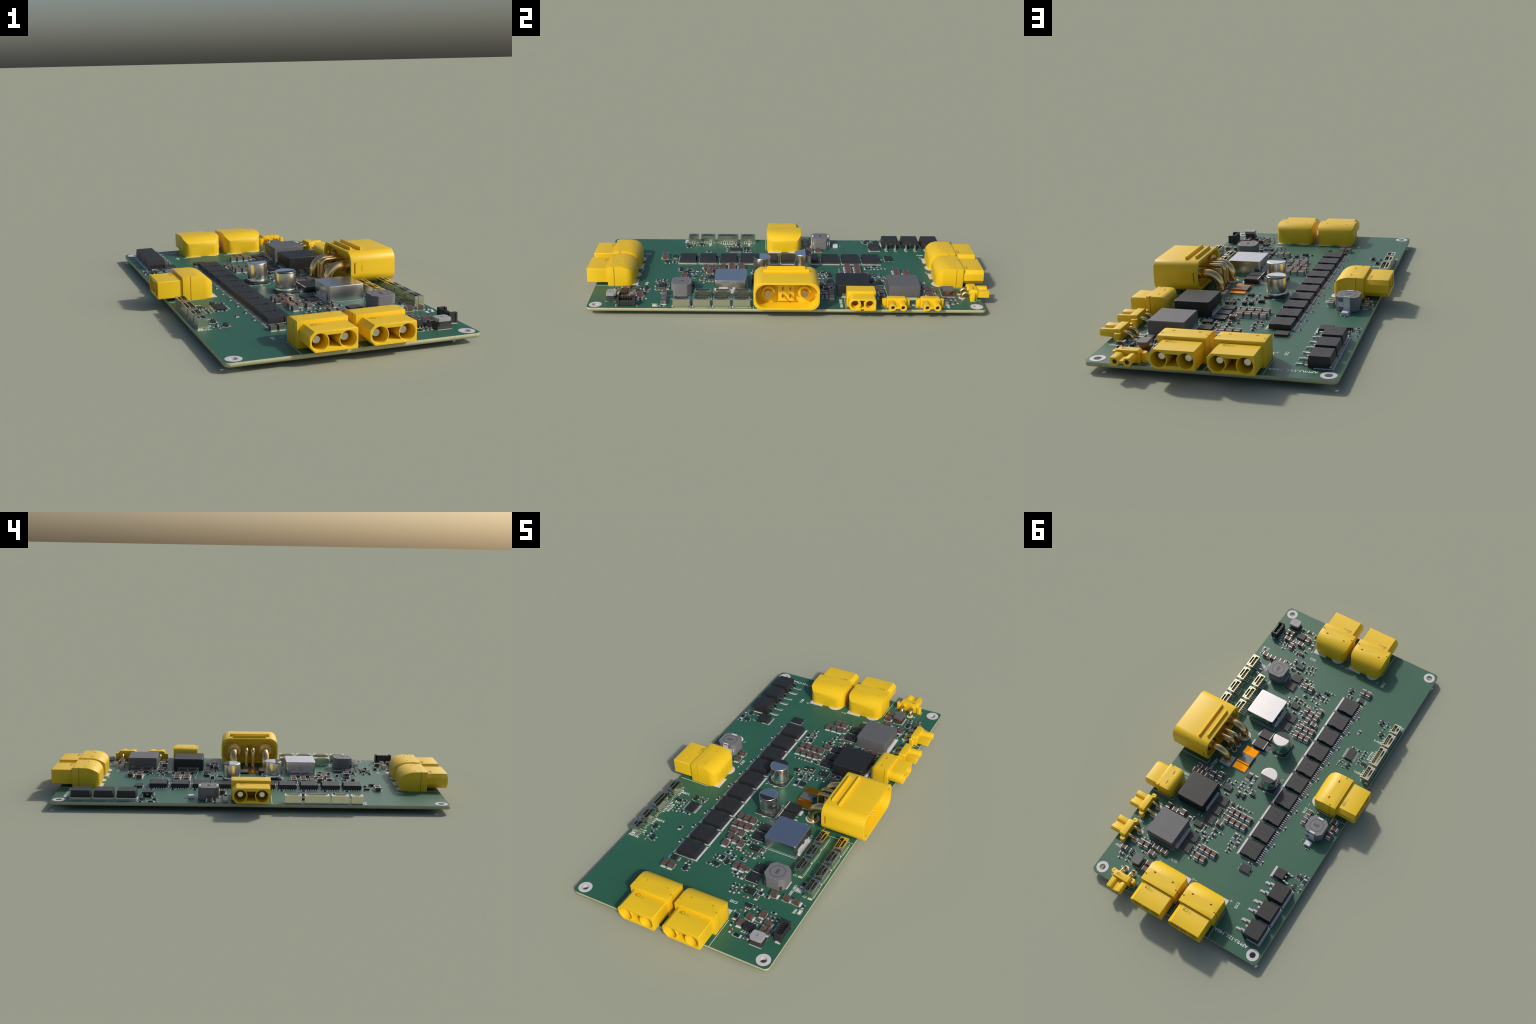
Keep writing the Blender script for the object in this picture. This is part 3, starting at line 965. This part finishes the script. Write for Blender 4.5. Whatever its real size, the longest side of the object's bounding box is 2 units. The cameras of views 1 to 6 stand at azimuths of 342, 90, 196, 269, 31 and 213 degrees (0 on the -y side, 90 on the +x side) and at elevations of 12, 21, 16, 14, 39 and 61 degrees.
D2 = tabbed_power(0.0425, 0.0468, 0.0450, 0.0070, (-0.0249, 0.0249), 0.0500, 0.0235, 0.0095)
for y in (0.5977, 0.7075, 0.8170):
    obj("tab_transistor", D2, loc=(-0.3962, y, TOP))
    tr = place_local(-0.3962, y, 0)
    for c in (-0.0249, 0.0249):
        land(tr, 0.0490, 0.0945, c - 0.0070, c + 0.0070)
    land(tr, -0.0530, 0.0200, -0.0520, 0.0520)
    ink(tr, [(0.060, -0.0340), (0.090, -0.0340), (0.090, -0.0325)], 0.0014)

D1P = tabbed_power(0.0285, 0.0285, 0.0225, 0.0120, (-0.0224, 0.0224), 0.0290, 0.0100, 0.0075)
obj("tab_transistor", D1P, loc=(-0.3440, 0.5030, TOP), rot=180)
tr = place_local(-0.3440, 0.5030, 180)
for c in (-0.0224, 0.0224):
    land(tr, 0.0400, 0.0600, c - .0050, c + .0050)
land(tr, -0.0425, 0.0, -0.0315, 0.0315)

# ================================================================ electrolytic cans
def can():
    b = Builder()
    h, r = 0.0952, 0.0447
    s = 0.0475
    base = [(s, -s), (s, s - .016), (s - .016, s), (-s + .016, s), (-s, s - .016), (-s, -s)]
    b.layers([[(x, y, 0.0015) for x, y in base], [(x, y, 0.0085) for x, y in base], [(x * .97, y * .97, 0.0100) for x, y in base]], "socketblack")
    prof = [(0.040, 0.009), (0.0435, 0.0098), (0.0452, 0.0125), (0.0457, 0.0160), (0.0445, 0.0200), (0.0432, 0.0225), (0.0435, 0.0250), (0.0445, 0.0275),
            (r, 0.0300), (r, h - .0045), (r - .0006, h - .0022), (r - .0018, h - .0007), (r - .004, h)]
    b.lathe(0, 0, prof, "alu", 64)
    # negative marking: dark printed segment over the rim
    c0 = -0.0135
    pts = [(r * math.cos(a), r * math.sin(a)) for a in [math.radians(x) for x in (-180 + 17.5 + 145 * i / 30 for i in range(31))]]
    for z0, z1, k in ((h - 0.0002, h + 0.0004, 0.955), (h - .0060, h - .0022, 1.004)):
        b.prism([(x * k, y * k) for x, y in pts], z0, z1, "darkcap")
    for sx in (-1, 1):
        pass
    b.box(-0.006, 0.006, -0.0530, -0.0450, 0.0006, 0.0030, "tin")
    b.box(-0.006, 0.006, 0.0450, 0.0530, 0.0006, 0.0030, "tin")
    return b.mesh("electrolytic_can")

CAN = can()
for x, y, rot in ((0.0262, -0.1195, 0), (-0.0318, 0.0955, 180)):
    obj("electrolytic_capacitor", CAN, loc=(x, y, TOP), rot=rot)
    tr = place_local(x, y, rot)
    s = 0.0495
    for sy in (-1, 1):
        y0, y1 = sorted((sy * 0.030, sy * 0.0585))
        land(tr, -0.0085, 0.0085, y0, y1)
    ink(tr, [(-0.010, -s), (-s, -s), (-s, s - .017), (-s + .017, s), (-0.010, s)], 0.0013)
    ink(tr, [(0.010, -s), (s, -s), (s, s - .017), (s - .017, s), (0.010, s)], 0.0013)
    ink(tr, [(0.052 - .011, 0.052), (0.052 - .001, 0.052)], 0.0014)
    ink(tr, [(0.052 - .006, 0.047), (0.052 - .006, 0.057)], 0.0014)

# ================================================================ block coils
def block(hx, hy, h, r, edge, mat, lid=None):
    b = Builder()
    fn = lambda k: round_rect(-hx + k, hx - k, -hy + k, hy - k, max(r - k * .6, .0005), 5)
    b.soft_prism(fn, 0.002, h, edge, mat, 4)
    me = b
    return me

b = block(0.0790, 0.0790, 0.0650, 0.0085, 0.0016, "steel")
for s in (-1, 1):     # wide solder clips on the two x faces
    x0, x1 = sorted((s * 0.0785, s * 0.0803))
    b.box(x0, x1, -0.056, 0.052, 0.0010, 0.0190, "pad")
    b.box(x0, x1, -0.056, -0.012, 0.0190, 0.0300, "pad")
    b.box(x0, x1, 0.010, 0.024, 0.0190, 0.0300, "pad")
steel_block = b.mesh("shielded_coil")
shade(steel_block, 30)
obj("shielded_coil", steel_block, loc=(0.2083, -0.2745, TOP))
tr = place_local(0.2083, -0.2745, 0)
for s in (-1, 1):
    x0, x1 = sorted((s * 0.070, s * 0.0890))
    land(tr, x0, x1, -0.060, 0.060)
    ink(tr, [(-0.082, s * 0.0825), (0.082, s * 0.0825)], 0.0016)
    ink(tr, [(s * 0.082, -0.0825), (s * 0.082, -0.066)], 0.0016)
    ink(tr, [(s * 0.082, 0.0825), (s * 0.082, 0.066)], 0.0016)

b = block(0.0790, 0.0800, 0.0640, 0.0100, 0.0045, "coal")
for s in (-1, 1):
    x0, x1 = sorted((s * 0.0785, s * 0.0803))
    b.box(x0, x1, -0.056, 0.056, 0.0010, 0.0180, "tin")
black_block = b.mesh("power_coil")
shade(black_block, 30)
obj("power_coil", black_block, loc=(0.2500, 0.3335, TOP))
tr = place_local(0.2500, 0.3335, 0)
for s in (-1, 1):
    x0, x1 = sorted((s * 0.070, s * 0.0880))
    land(tr, x0, x1, -0.060, 0.060)

b = block(0.0790, 0.0775, 0.0615, 0.0075, 0.0012, "midgrey")
fn = lambda k: round_rect(-0.0765 + k, 0.0765 - k, -0.0750 + k, 0.0750 - k, .006, 5)
b.soft_prism(fn, 0.0610, 0.0638, 0.0008, "midgrey", 2)
for s in (-1, 1):
    x0, x1 = sorted((s * 0.0785, s * 0.0805))
    for c in (-0.038, 0.046):
        b.box(x0, x1, c - 0.0125, c + 0.0125, 0.0150, 0.0195, "tin")
    b.box(x0, x1, -0.060, 0.060, 0.0010, 0.0150, "tin")
grey_block = b.mesh("power_coil")
shade(grey_block, 30)
obj("power_coil", grey_block, loc=(0.2660, 0.5838, TOP))
tr = place_local(0.2660, 0.5838, 0)
for s in (-1, 1):
    x0, x1 = sorted((s * 0.070, s * 0.0930))
    land(tr, x0, x1, -0.064, 0.064)
    ink(tr, [(-0.082, s * 0.0810), (0.082, s * 0.0810)], 0.0014)
    for q in (-1, 1):
        ink(tr, [(s * 0.082, q * 0.0810), (s * 0.082, q * 0.070)], 0.0014)

# ================================================================ eight-sided coils marked 680
def drum_coil(clips):
    hx, hy, h, c = 0.0498, 0.0492, 0.0625, 0.0185
    b = Builder()
    fn = lambda k: [p for q in [[(x, y)] for x, y in cut_rect(-hx + k, hx - k, -hy + k, hy - k, c - k * .4)] for p in q]
    def soft(k):
        out, pts = [], fn(k)
        n = len(pts)
        for i in range(n):
            p, a, z = Vector(pts[i]), Vector(pts[i - 1]), Vector(pts[(i + 1) % n])
            u, w = (a - p).normalized() * .004, (z - p).normalized() * .004
            out += [tuple(p + u), tuple(p + (u + w) * .28), tuple(p + w)]
        return out
    b.soft_prism(soft, 0.0015, h, 0.0012, "grey", 3)
    b.ring(0, 0, h - 0.0006, 0.0325, 0.0345, 0.0009, "ferrite", 48)
    if clips:
        for s in (-1, 1):
            y0, y1 = sorted((s * (hy - .011), s * (hy + .0018)))
            b.box(-0.0138, 0.0138, y0, y1, h - .001, h + .0012, "white")
            y0, y1 = sorted((s * (hy - .001), s * (hy + .0018)))
            b.box(-0.0138, 0.0138, y0, y1, 0.001, h + .0012, "white")
            x0, x1 = (0.0130, 0.0470)
            b.box(x0, x1 - .012, y0, y1, 0.022, 0.042, "white")
            b.box(x1 - .013, x1 - .006, s * (hy - .011) - .004, s * (hy - .011) + .004, 0.022, 0.044, "white")
    else:
        for s in (-1, 1):
            b.box(s * (hx - .012) - .003, s * (hx - .012) + .003, -hy - .0005, -hy + .010, 0.008, 0.026, "ferrite")
            b.box(s * (hx - .002) - .0035, s * (hx - .002) + .0035, -.022, .022, 0.0006, 0.0030, "tin")
    return b.mesh("drum_coil")

def stamped(s, size, w, parent, z):
    cu = bpy.data.curves.new("text", "FONT")
    cu.body, cu.size, cu.align_x, cu.align_y, cu.extrude = s, size, "CENTER", "CENTER", 0.0003
    ob = bpy.data.objects.new("text", cu)
    COL.objects.link(ob)
    dg = bpy.context.evaluated_depsgraph_get()
    dg.update()
    me = bpy.data.meshes.new_from_object(ob.evaluated_get(dg))
    bpy.data.objects.remove(ob)
    bpy.data.curves.remove(cu)
    me.materials.append(M["ferrite"])
    xs = [v.co.x for v in me.vertices]
    me.transform(Matrix.Diagonal((w / (max(xs) - min(xs)), 1, 1, 1)))
    return obj("value_stamp", me, parent, (0, 0, z))

o = obj("drum_coil", drum_coil(False), loc=(0.2860, -0.5147, TOP))
stamped("680", 0.021, 0.030, o, 0.0627).rotation_euler = (0, 0, math.radians(90 + 180))
tr = place_local(0.2860, -0.5147, 0)
for s in (-1, 1):
    x0, x1 = sorted((s * 0.040, s * 0.0555))
    land(tr, x0, x1, -0.0250, 0.0250)
o = obj("drum_coil", drum_coil(True), loc=(-0.3758, 0.2052, TOP))
stamped("680", 0.021, 0.030, o, 0.0627).rotation_euler = (0, 0, math.radians(180))
tr = place_local(-0.3758, 0.2052, 0)
for s in (-1, 1):
    y0, y1 = sorted((s * 0.040, s * 0.0560))
    land(tr, -0.0200, 0.0200, y0, y1)

# ================================================================ small coils
def plate_coil(hx, hy, h, top_mat, wound):
    b = Builder()
    b.box(-hx, hx, -hy, hy, 0.0015, h * .30, "ferrite", 0.001, 0.001)
    if wound:
        rr = min(hx, hy) * .82
        prof = [(rr * .9, h * .28)]
        for i in range(5):
            z = h * .30 + i * (h * .38 / 5)
            prof += [(rr, z + .001), (rr * 1.03, z + h * .038), (rr, z + h * .070)]
        prof.append((rr * .9, h * .70))
        b.lathe(0, 0, prof, "copper", 36)
        b.tube([(hx * .4, hy * .80, h * .40), (hx * .75, hy * .95, h * .34), (hx * .92, hy * 1.0, h * .2), (hx * .95, hy * 1.0, .004)], [.0016] * 4, "copper", 8)
    else:
        b.prism(round_rect(-hx * .86, hx * .86, -hy * .86, hy * .86, .008, 4), h * .25, h * .75, "ferrite")
    q = 0.16
    plan = lambda k: [(x * (hx - k) / hx, y * (hy - k) / hy) for x, y in
                      [(hx, -hy * .62), (hx * .96, -hy * .5), (hx, 0), (hx, hy * .55), (hx * .93, hy * .72), (hx * .80, hy * .98), (hx * .4, hy), (-hx * .6, hy * .97), (-hx * .72, hy * .90), (-hx * .92, hy * .92),
                       (-hx, hy * .6), (-hx, 0), (-hx, -hy * .55), (-hx * .93, -hy * .72), (-hx * .80, -hy * .98), (-hx * .4, -hy), (hx * .6, -hy * .97), (hx * .72, -hy * .90), (hx * .92, -hy * .92)]]
    b.soft_prism(plan, h * .70, h, 0.0014, top_mat, 3)
    return b.mesh("wound_coil")

o = obj("wound_coil", plate_coil(0.0288, 0.0242, 0.0425, "lightgrey", False), loc=(0.3745, -0.8485, TOP))
stamped("11", 0.012, 0.009, o, 0.0426).rotation_euler = (0, 0, math.radians(90))
tr = place_local(0.3745, -0.8485, 0)
for s in (-1, 1):
    y0, y1 = sorted((s * 0.012, s * 0.0270))
    land(tr, -0.0285, 0.0285, y0, y1)
o = obj("wound_coil", plate_coil(0.0232, 0.0288, 0.0398, "midgrey", True), loc=(0.2985, 0.8030, TOP))
tr = place_local(0.2985, 0.8030, 0)
for s in (-1, 1):
    land(tr, *sorted((s * 0.012, s * 0.0255)), -0.0290, 0.0290)
ink(tr, [(-0.022, -0.0315), (0.0285, -0.0315), (0.0285, 0.0315), (-0.022, 0.0315)], 0.0013)

# ================================================================ black six-way socket
def black_socket():
    b = Builder()
    L, W, h = 0.0880, 0.0335, 0.0425
    w = 0.0035
    b.box(-W / 2, W / 2, -L / 2, L / 2, 0.003, 0.012, "socketblack")
    b.box(-W / 2, -W / 2 + w, -L / 2, L / 2, 0.012, h, "socketblack")
    for s in (-1, 1):
        y0, y1 = sorted((s * L / 2, s * (L / 2 - .0075)))
        b.box(-W / 2, W / 2, y0, y1, 0.012, h, "socketblack")
        y0, y1 = sorted((s * (L / 2 + .002), s * (L / 2 - .012)))
        b.box(W / 2 - .006, W / 2 + .003, y0, y1, 0.0, h - .002, "socketblack", 0, 0)
    b.box(W / 2 - w, W / 2, -L / 2 + .010, L / 2 - .010, 0.012, h - .012, "socketblack")
    b.box(W / 2 - .001, W / 2 + .0016, -.017, .017, 0.018, h - .017, "socketblack")
    for i in range(6):
        c = (i - 2.5) * 1.25 * MM * .98
        b.box(-W / 2 + .008, -W / 2 + .012, c - .0022, c + .0022, 0.012, h - .004, "tin")
        b.box(-W / 2 + .004, -W / 2 + .009, c - .0020, c + .0020, 0.012, h - .008, "tin")
        b.box(-W / 2 - .006, -W / 2, c - .0022, c + .0022, 0.001, 0.004, "gold")
    return b.mesh("black_socket", bevel=0.0006, segs=1)

obj("black_cable_socket", black_socket(), loc=(0.4408, -0.7675, TOP))
tr = place_local(0.4408, -0.7675, 0)
for s in (-1, 1):
    land(tr, -0.006, 0.0175, *sorted((s * 0.0400, s * 0.0530)))
for i in range(6):
    c = (i - 2.5) * 1.225 * MM
    land(tr, -0.0290, -0.0165, c - .003, c + .003)
text("I2C PWR", 0.4040, -0.7450, 0.014, -90, w=0.050)

# ================================================================ shunt, surge diodes, lamp, link
def shunt():
    b = Builder()
    W = 0.0365
    for s in (-1, 1):
        b.box(-W, W, *sorted((s * 0.0735, s * 0.0335)), 0.0008, 0.0065, "shunt")
        b.box(-W, W, *sorted((s * 0.0335, s * 0.0235)), 0.0040, 0.0145 - .003, "shunt", 0, 0.0012)
    wave = [(-W, -.0240), (W, -.0240)] + [(W - .0145 * math.exp(-((t - .0) / .011) ** 2), t) for t in [-.020 + .04 * i / 16 for i in range(17)]] + [(W, .0240), (-W, .0240)]
    b.prism(wave, 0.0050, 0.0118, "shuntgrey")
    b.line([(.012, -.008), (.018, -.002), (.014, .004)], .0016, 0.0117, 0.0004, "silk")
    return b.mesh("shunt_bar")

obj("current_shunt", shunt(), loc=(0.1525, 0.0345, TOP))
tr = place_local(0.1525, 0.0345, 0)
for s in (-1, 1):
    land(tr, -0.0405, 0.0405, *sorted((s * 0.0765, s * 0.0300)))

def surge_diode():
    b = Builder()
    hx, hy, h = 0.0345, 0.0290, 0.0240
    p = [(-hx, -hy), (hx, -hy), (hx, hy), (-hx, hy)]
    b.layers([[(x * .96, y * .96, .003) for x, y in p], [(x, y, h * .5) for x, y in p], [(x * .97, y * .96, h) for x, y in p]], "black")
    b.box(-hx * .95, -hx * .95 + .0050, -hy * .95, hy * .95, h - .0006, h + .0004, "cream")
    for s in (-1, 1):
        b.box(*sorted((s * (hx - .002), s * (hx + .0045))), -.0150, .0150, .001, h * .5, "tin")
        b.box(*sorted((s * (hx - .010), s * (hx + .0045))), -.0150, .0150, .0008, .003, "tin")
    return b.mesh("surge_diode", bevel=.0006, segs=1)

SD = surge_diode()
for y in (-0.0775, -0.1425):
    obj("surge_diode", SD, loc=(0.1303, y, TOP))
    tr = place_local(0.1303, y, 0)
    for s in (-1, 1):
        land(tr, *sorted((s * .0280, s * .0490)), -.0165, .0165)
    ink(tr, [(.040, .0315), (-.0520, .0315), (-.0520, -.0315), (.040, -.0315)], .0013)

b = Builder()
b.box(-0.0158, 0.0158, -0.0143, 0.0143, 0.0010, 0.0130, "white", .0012, .0012)
obj("white_lamp", b.mesh("white_lamp", bevel=.0008, segs=1), loc=(-0.3762, 0.2900, TOP))
tr = place_local(-0.3762, 0.2900, 0)
for s in (-1, 1):
    land(tr, *sorted((s * .010, s * .0185)), -.0130, .0130)
PRINT.cyl(-0.4000, 0.3055, TOP - .001, TOP + INK_H, .0020, "silk", 12, smooth=False)

b = Builder()
b.box(-.0052, .0052, -.0080, .0080, .0008, .0045, "cream")
b.cyl(0, 0, .0040, .0075, .0042, "glow", 16)
obj("indicator_lamp", b.mesh("indicator_lamp", bevel=.0004, segs=1), loc=(0.4505, -0.6310, TOP))
tr = place_local(0.4505, -0.6310, 0)
for s in (-1, 1):
    land(tr, -.0048, .0048, *sorted((s * .0045, s * .0125)))
ink(tr, [(-.008, -.012), (-.008, .0155), (.008, .0155), (.008, -.012)], .0012)

tr = place_local(0.3898, -0.5210, 0)
land(tr, -.0125, -.0007, -.0085, .0085)
land(tr, .0007, .0125, -.0085, .0085)
ink(tr, [(-.0155, -.0115), (.0155, -.0115), (.0155, .0115), (-.0155, .0115), (-.0155, -.0115)], .0013)

# ================================================================ chip placement (1/1000 m)
put("C04", "x", (-361.5, -270), (-290.1, -222.1), (-309, -184.1), (-390.7, 120.9), (-386.1, 317.3))
put("C04", "y", (-385.6, -543.9), (177.8, 211.8), (-343.4, 288.8))
put("C06", "x", (322, -855), (234.9, -725.2), (207.7, -654.5), (197.1, -585.3), (91.8, -433), (92.3, -413.4), (35.6, -419.8), (83, -346.4), (134.2, 193.3), (86.8, 159.7))
put("C06", "x", (49.8, 193.4), (129.5, 260.1), (-2.7, 288.6), (144.3, 513.4), (-65.7, 446.3), (-42.5, 475.5), (-51.9, 513.7), (305.1, 680.7), (354.8, 808.9))
put("C06", "y", (350.9, -712.5), (273.7, -692.1), (244.6, -845.2), (168.5, -639.8), (149, -648.7), (164.8, -605.6), (-133.1, -589.8), (63.8, -419.9), (272, 196.8), (164.5, 187.1))
put("C06", "y", (198.4, 464.1), (120.3, 475.2), (93.6, 618.3))
put("C08", "x", (321.9, -749), (237.3, -588.8), (187.2, 234.6), (30.5, 292.3), (111.2, 502.9), (59.7, 488.8), (399.3, 808.9))
put("C08", "y", (250.9, -640), (136.7, -559.5), (136.9, -515), (124, -425.8), (138.8, -379), (26.9, -274.3), (345.5, 191.4), (71.7, 333.8), (92.5, 530.9), (87.5, 585.4))
put("C12", "x", (367.5, -749.1), (283, -750.7), (417.5, -591.3), (371, -592.1), (312.2, -595.5), (-48.6, -324), (339.9, 225.7), (310.3, 194.8), (291.9, 225), (65.6, 424.3))
put("C12", "x", (267.3, 697.2), (219.6, 697.2), (267.2, 734.6), (405.2, 777.3), (244.1, 788.1), (244.2, 822), (300.7, 475.7), (-432.1, 122.5), (-452.2, 156.2))
put("C12", "y", (324.5, -715.9), (263.2, -798), (112.3, -518.2), (78.3, -517.4), (28.3, -390.2), (-39.5, -413.6), (-5.4, -375.7), (-39.3, -366.1), (-6.1, -327.7), (2.4, -278.2))
put("C12", "y", (-31.8, -277.5), (-64.8, -278.4), (2.4, -228.3), (-31.1, -228.5), (-64.5, -228.6), (-178.3, -644.5), (-211, -644.4), (248.5, 203.7), (210.4, 184.4), (47.4, 331.6))
put("C12", "y", (13.4, 331.9), (-20, 331.6), (-53.5, 331.6), (47.4, 381.1), (13.3, 381.7), (-20.2, 381.6), (-53.6, 381.5), (61.1, 581.2), (29.6, 582.6), (-4.1, 581.7))
put("C12", "y", (28, 631), (62.2, 632.6), (344.3, 711.5), (311.2, 711.1), (344.3, 471), (257.6, 467.1), (-297.9, 140.5), (-296.7, 189.5), (-446.9, 198.4))
put("C126", "y", (389.2, -789.5), (360.3, -788.6))
put("D1", "x", (10.4, 197))
put("D1", "y", (76.1, 231.6), (47.2, 226.4))
put("D3", "x", (83.4, -467.5), (27.3, -347.3), (68.5, 292.4), (64.7, 463.8))
put("DFN", "x", (-179, 565.1))
put("MSOP", "x", (-195.4, -591))
put("PDFN.a", "x", (184.8, -544), (78.4, -305.3), (121.4, 305.6), (138.7, 553.2))
put("PDFN.b", "x", (187.6, -481.8), (78.4, -245.3), (121.5, 365.4), (120.8, 427.2), (137.3, 617.1))
put("QFN", "x", (207.1, -619.6), (97.5, -380.8), (140.6, 227.7), (157.6, 477.6))
put("R04", "x", (140.7, -401.1), (-279.7, -193.7), (-280.3, -180.7), (102.1, 464.7))
put("R06", "x", (356.9, -682.2), (288.4, -616.3), (107.5, -567.5), (150.5, -414.8), (-41.1, -552.8), (35.1, -461.8), (-31.7, -509.7), (-31.8, -490.4), (25.7, -314.1), (-395.9, -524.6))
put("R06", "x", (-303.7, -315.3), (-336.9, -314.5), (-371.3, -323.5), (-371.3, -304.3), (-371.3, -285.1), (-284.9, -208.1), (239.8, 173.2), (121.5, 173.7), (87.7, 197.4), (20, 174.6))
put("R06", "x", (-37.1, 288.4), (177.7, 431.9), (29.7, 465), (63, 512.6), (-65.1, 426.3), (-41.5, 493.6), (-51.4, 532.4), (-184.3, 526.6), (340.4, 680.3), (392.6, 833.7))
put("R06", "x", (350.4, 829.6), (307.4, 747.5), (-462.5, 446.9))
put("R06", "y", (389.5, -707.1), (370, -712.6), (294.2, -698.4), (230, -811.2), (450.5, -597.6), (129.7, -649.1), (143.5, -614.7), (124.4, -614.7), (-114.3, -589.9), (5.9, -430.3))
put("R06", "y", (-13.2, -415.3), (30, -228.5), (-233.3, -374.9), (-233.1, -485.9), (-382.2, -497.8), (-234.1, -267.2), (-362.5, -247.4), (77.6, 369.2), (68.1, 541.3), (-233.4, 496.3))
put("R06", "y", (-233.3, 388.6), (92.5, 652.9), (-468, 527.7), (-333.2, 123.3), (-232.9, 169.2), (-234.1, -157.6), (-234, -47.6), (-233.2, 60.2), (-233.6, 278.4))
put("R08", "x", (254.9, -611), (93.7, -550.7), (35.7, -481.8), (1.3, -457.4), (83.5, 177.6))
put("R08", "y", (54.4, -360.9), (-280.9, -414.2), (216.8, 232.6))
put("R12", "x", (279.3, -856))
put("R12", "y", (225.2, -769), (393.5, -483), (-3, -496.8), (49.7, 109.8), (49.8, 158.1), (-37.5, 441.2), (-70.5, 477.9), (216.2, 480.8), (-464.2, 479.2))
put("SOIC", "y", (306.4, -800.1))
put("SOT.12", "y", (29.7, -511.3), (-325.5, -207))
put("SOT.13", "x", (-428.9, 463.9))
put("SOT.13", "y", (-435.3, 522.2))
put("SOT.21", "x", (-8.2, -543.3))
put("SOT.22", "y", (-116.2, -625.3), (-357, -527.7), (-388.8, -460.1))
put("SOT.33", "x", (246, -694.7), (-392.1, -255.3))
put("SOT.33", "y", (358.5, 776))
put("TSSOP", "x", (-309, -267.4))
put("VSSOP", "y", (83, 114.4))

# ================================================================ joined lands and printing
pads = PADS.mesh("solder_land")
obj("solder_land", pads, stuff=True)
prt = PRINT.mesh("silkscreen_print")
obj("silkscreen_print", prt, stuff=True)
bpy.context.view_layer.update()
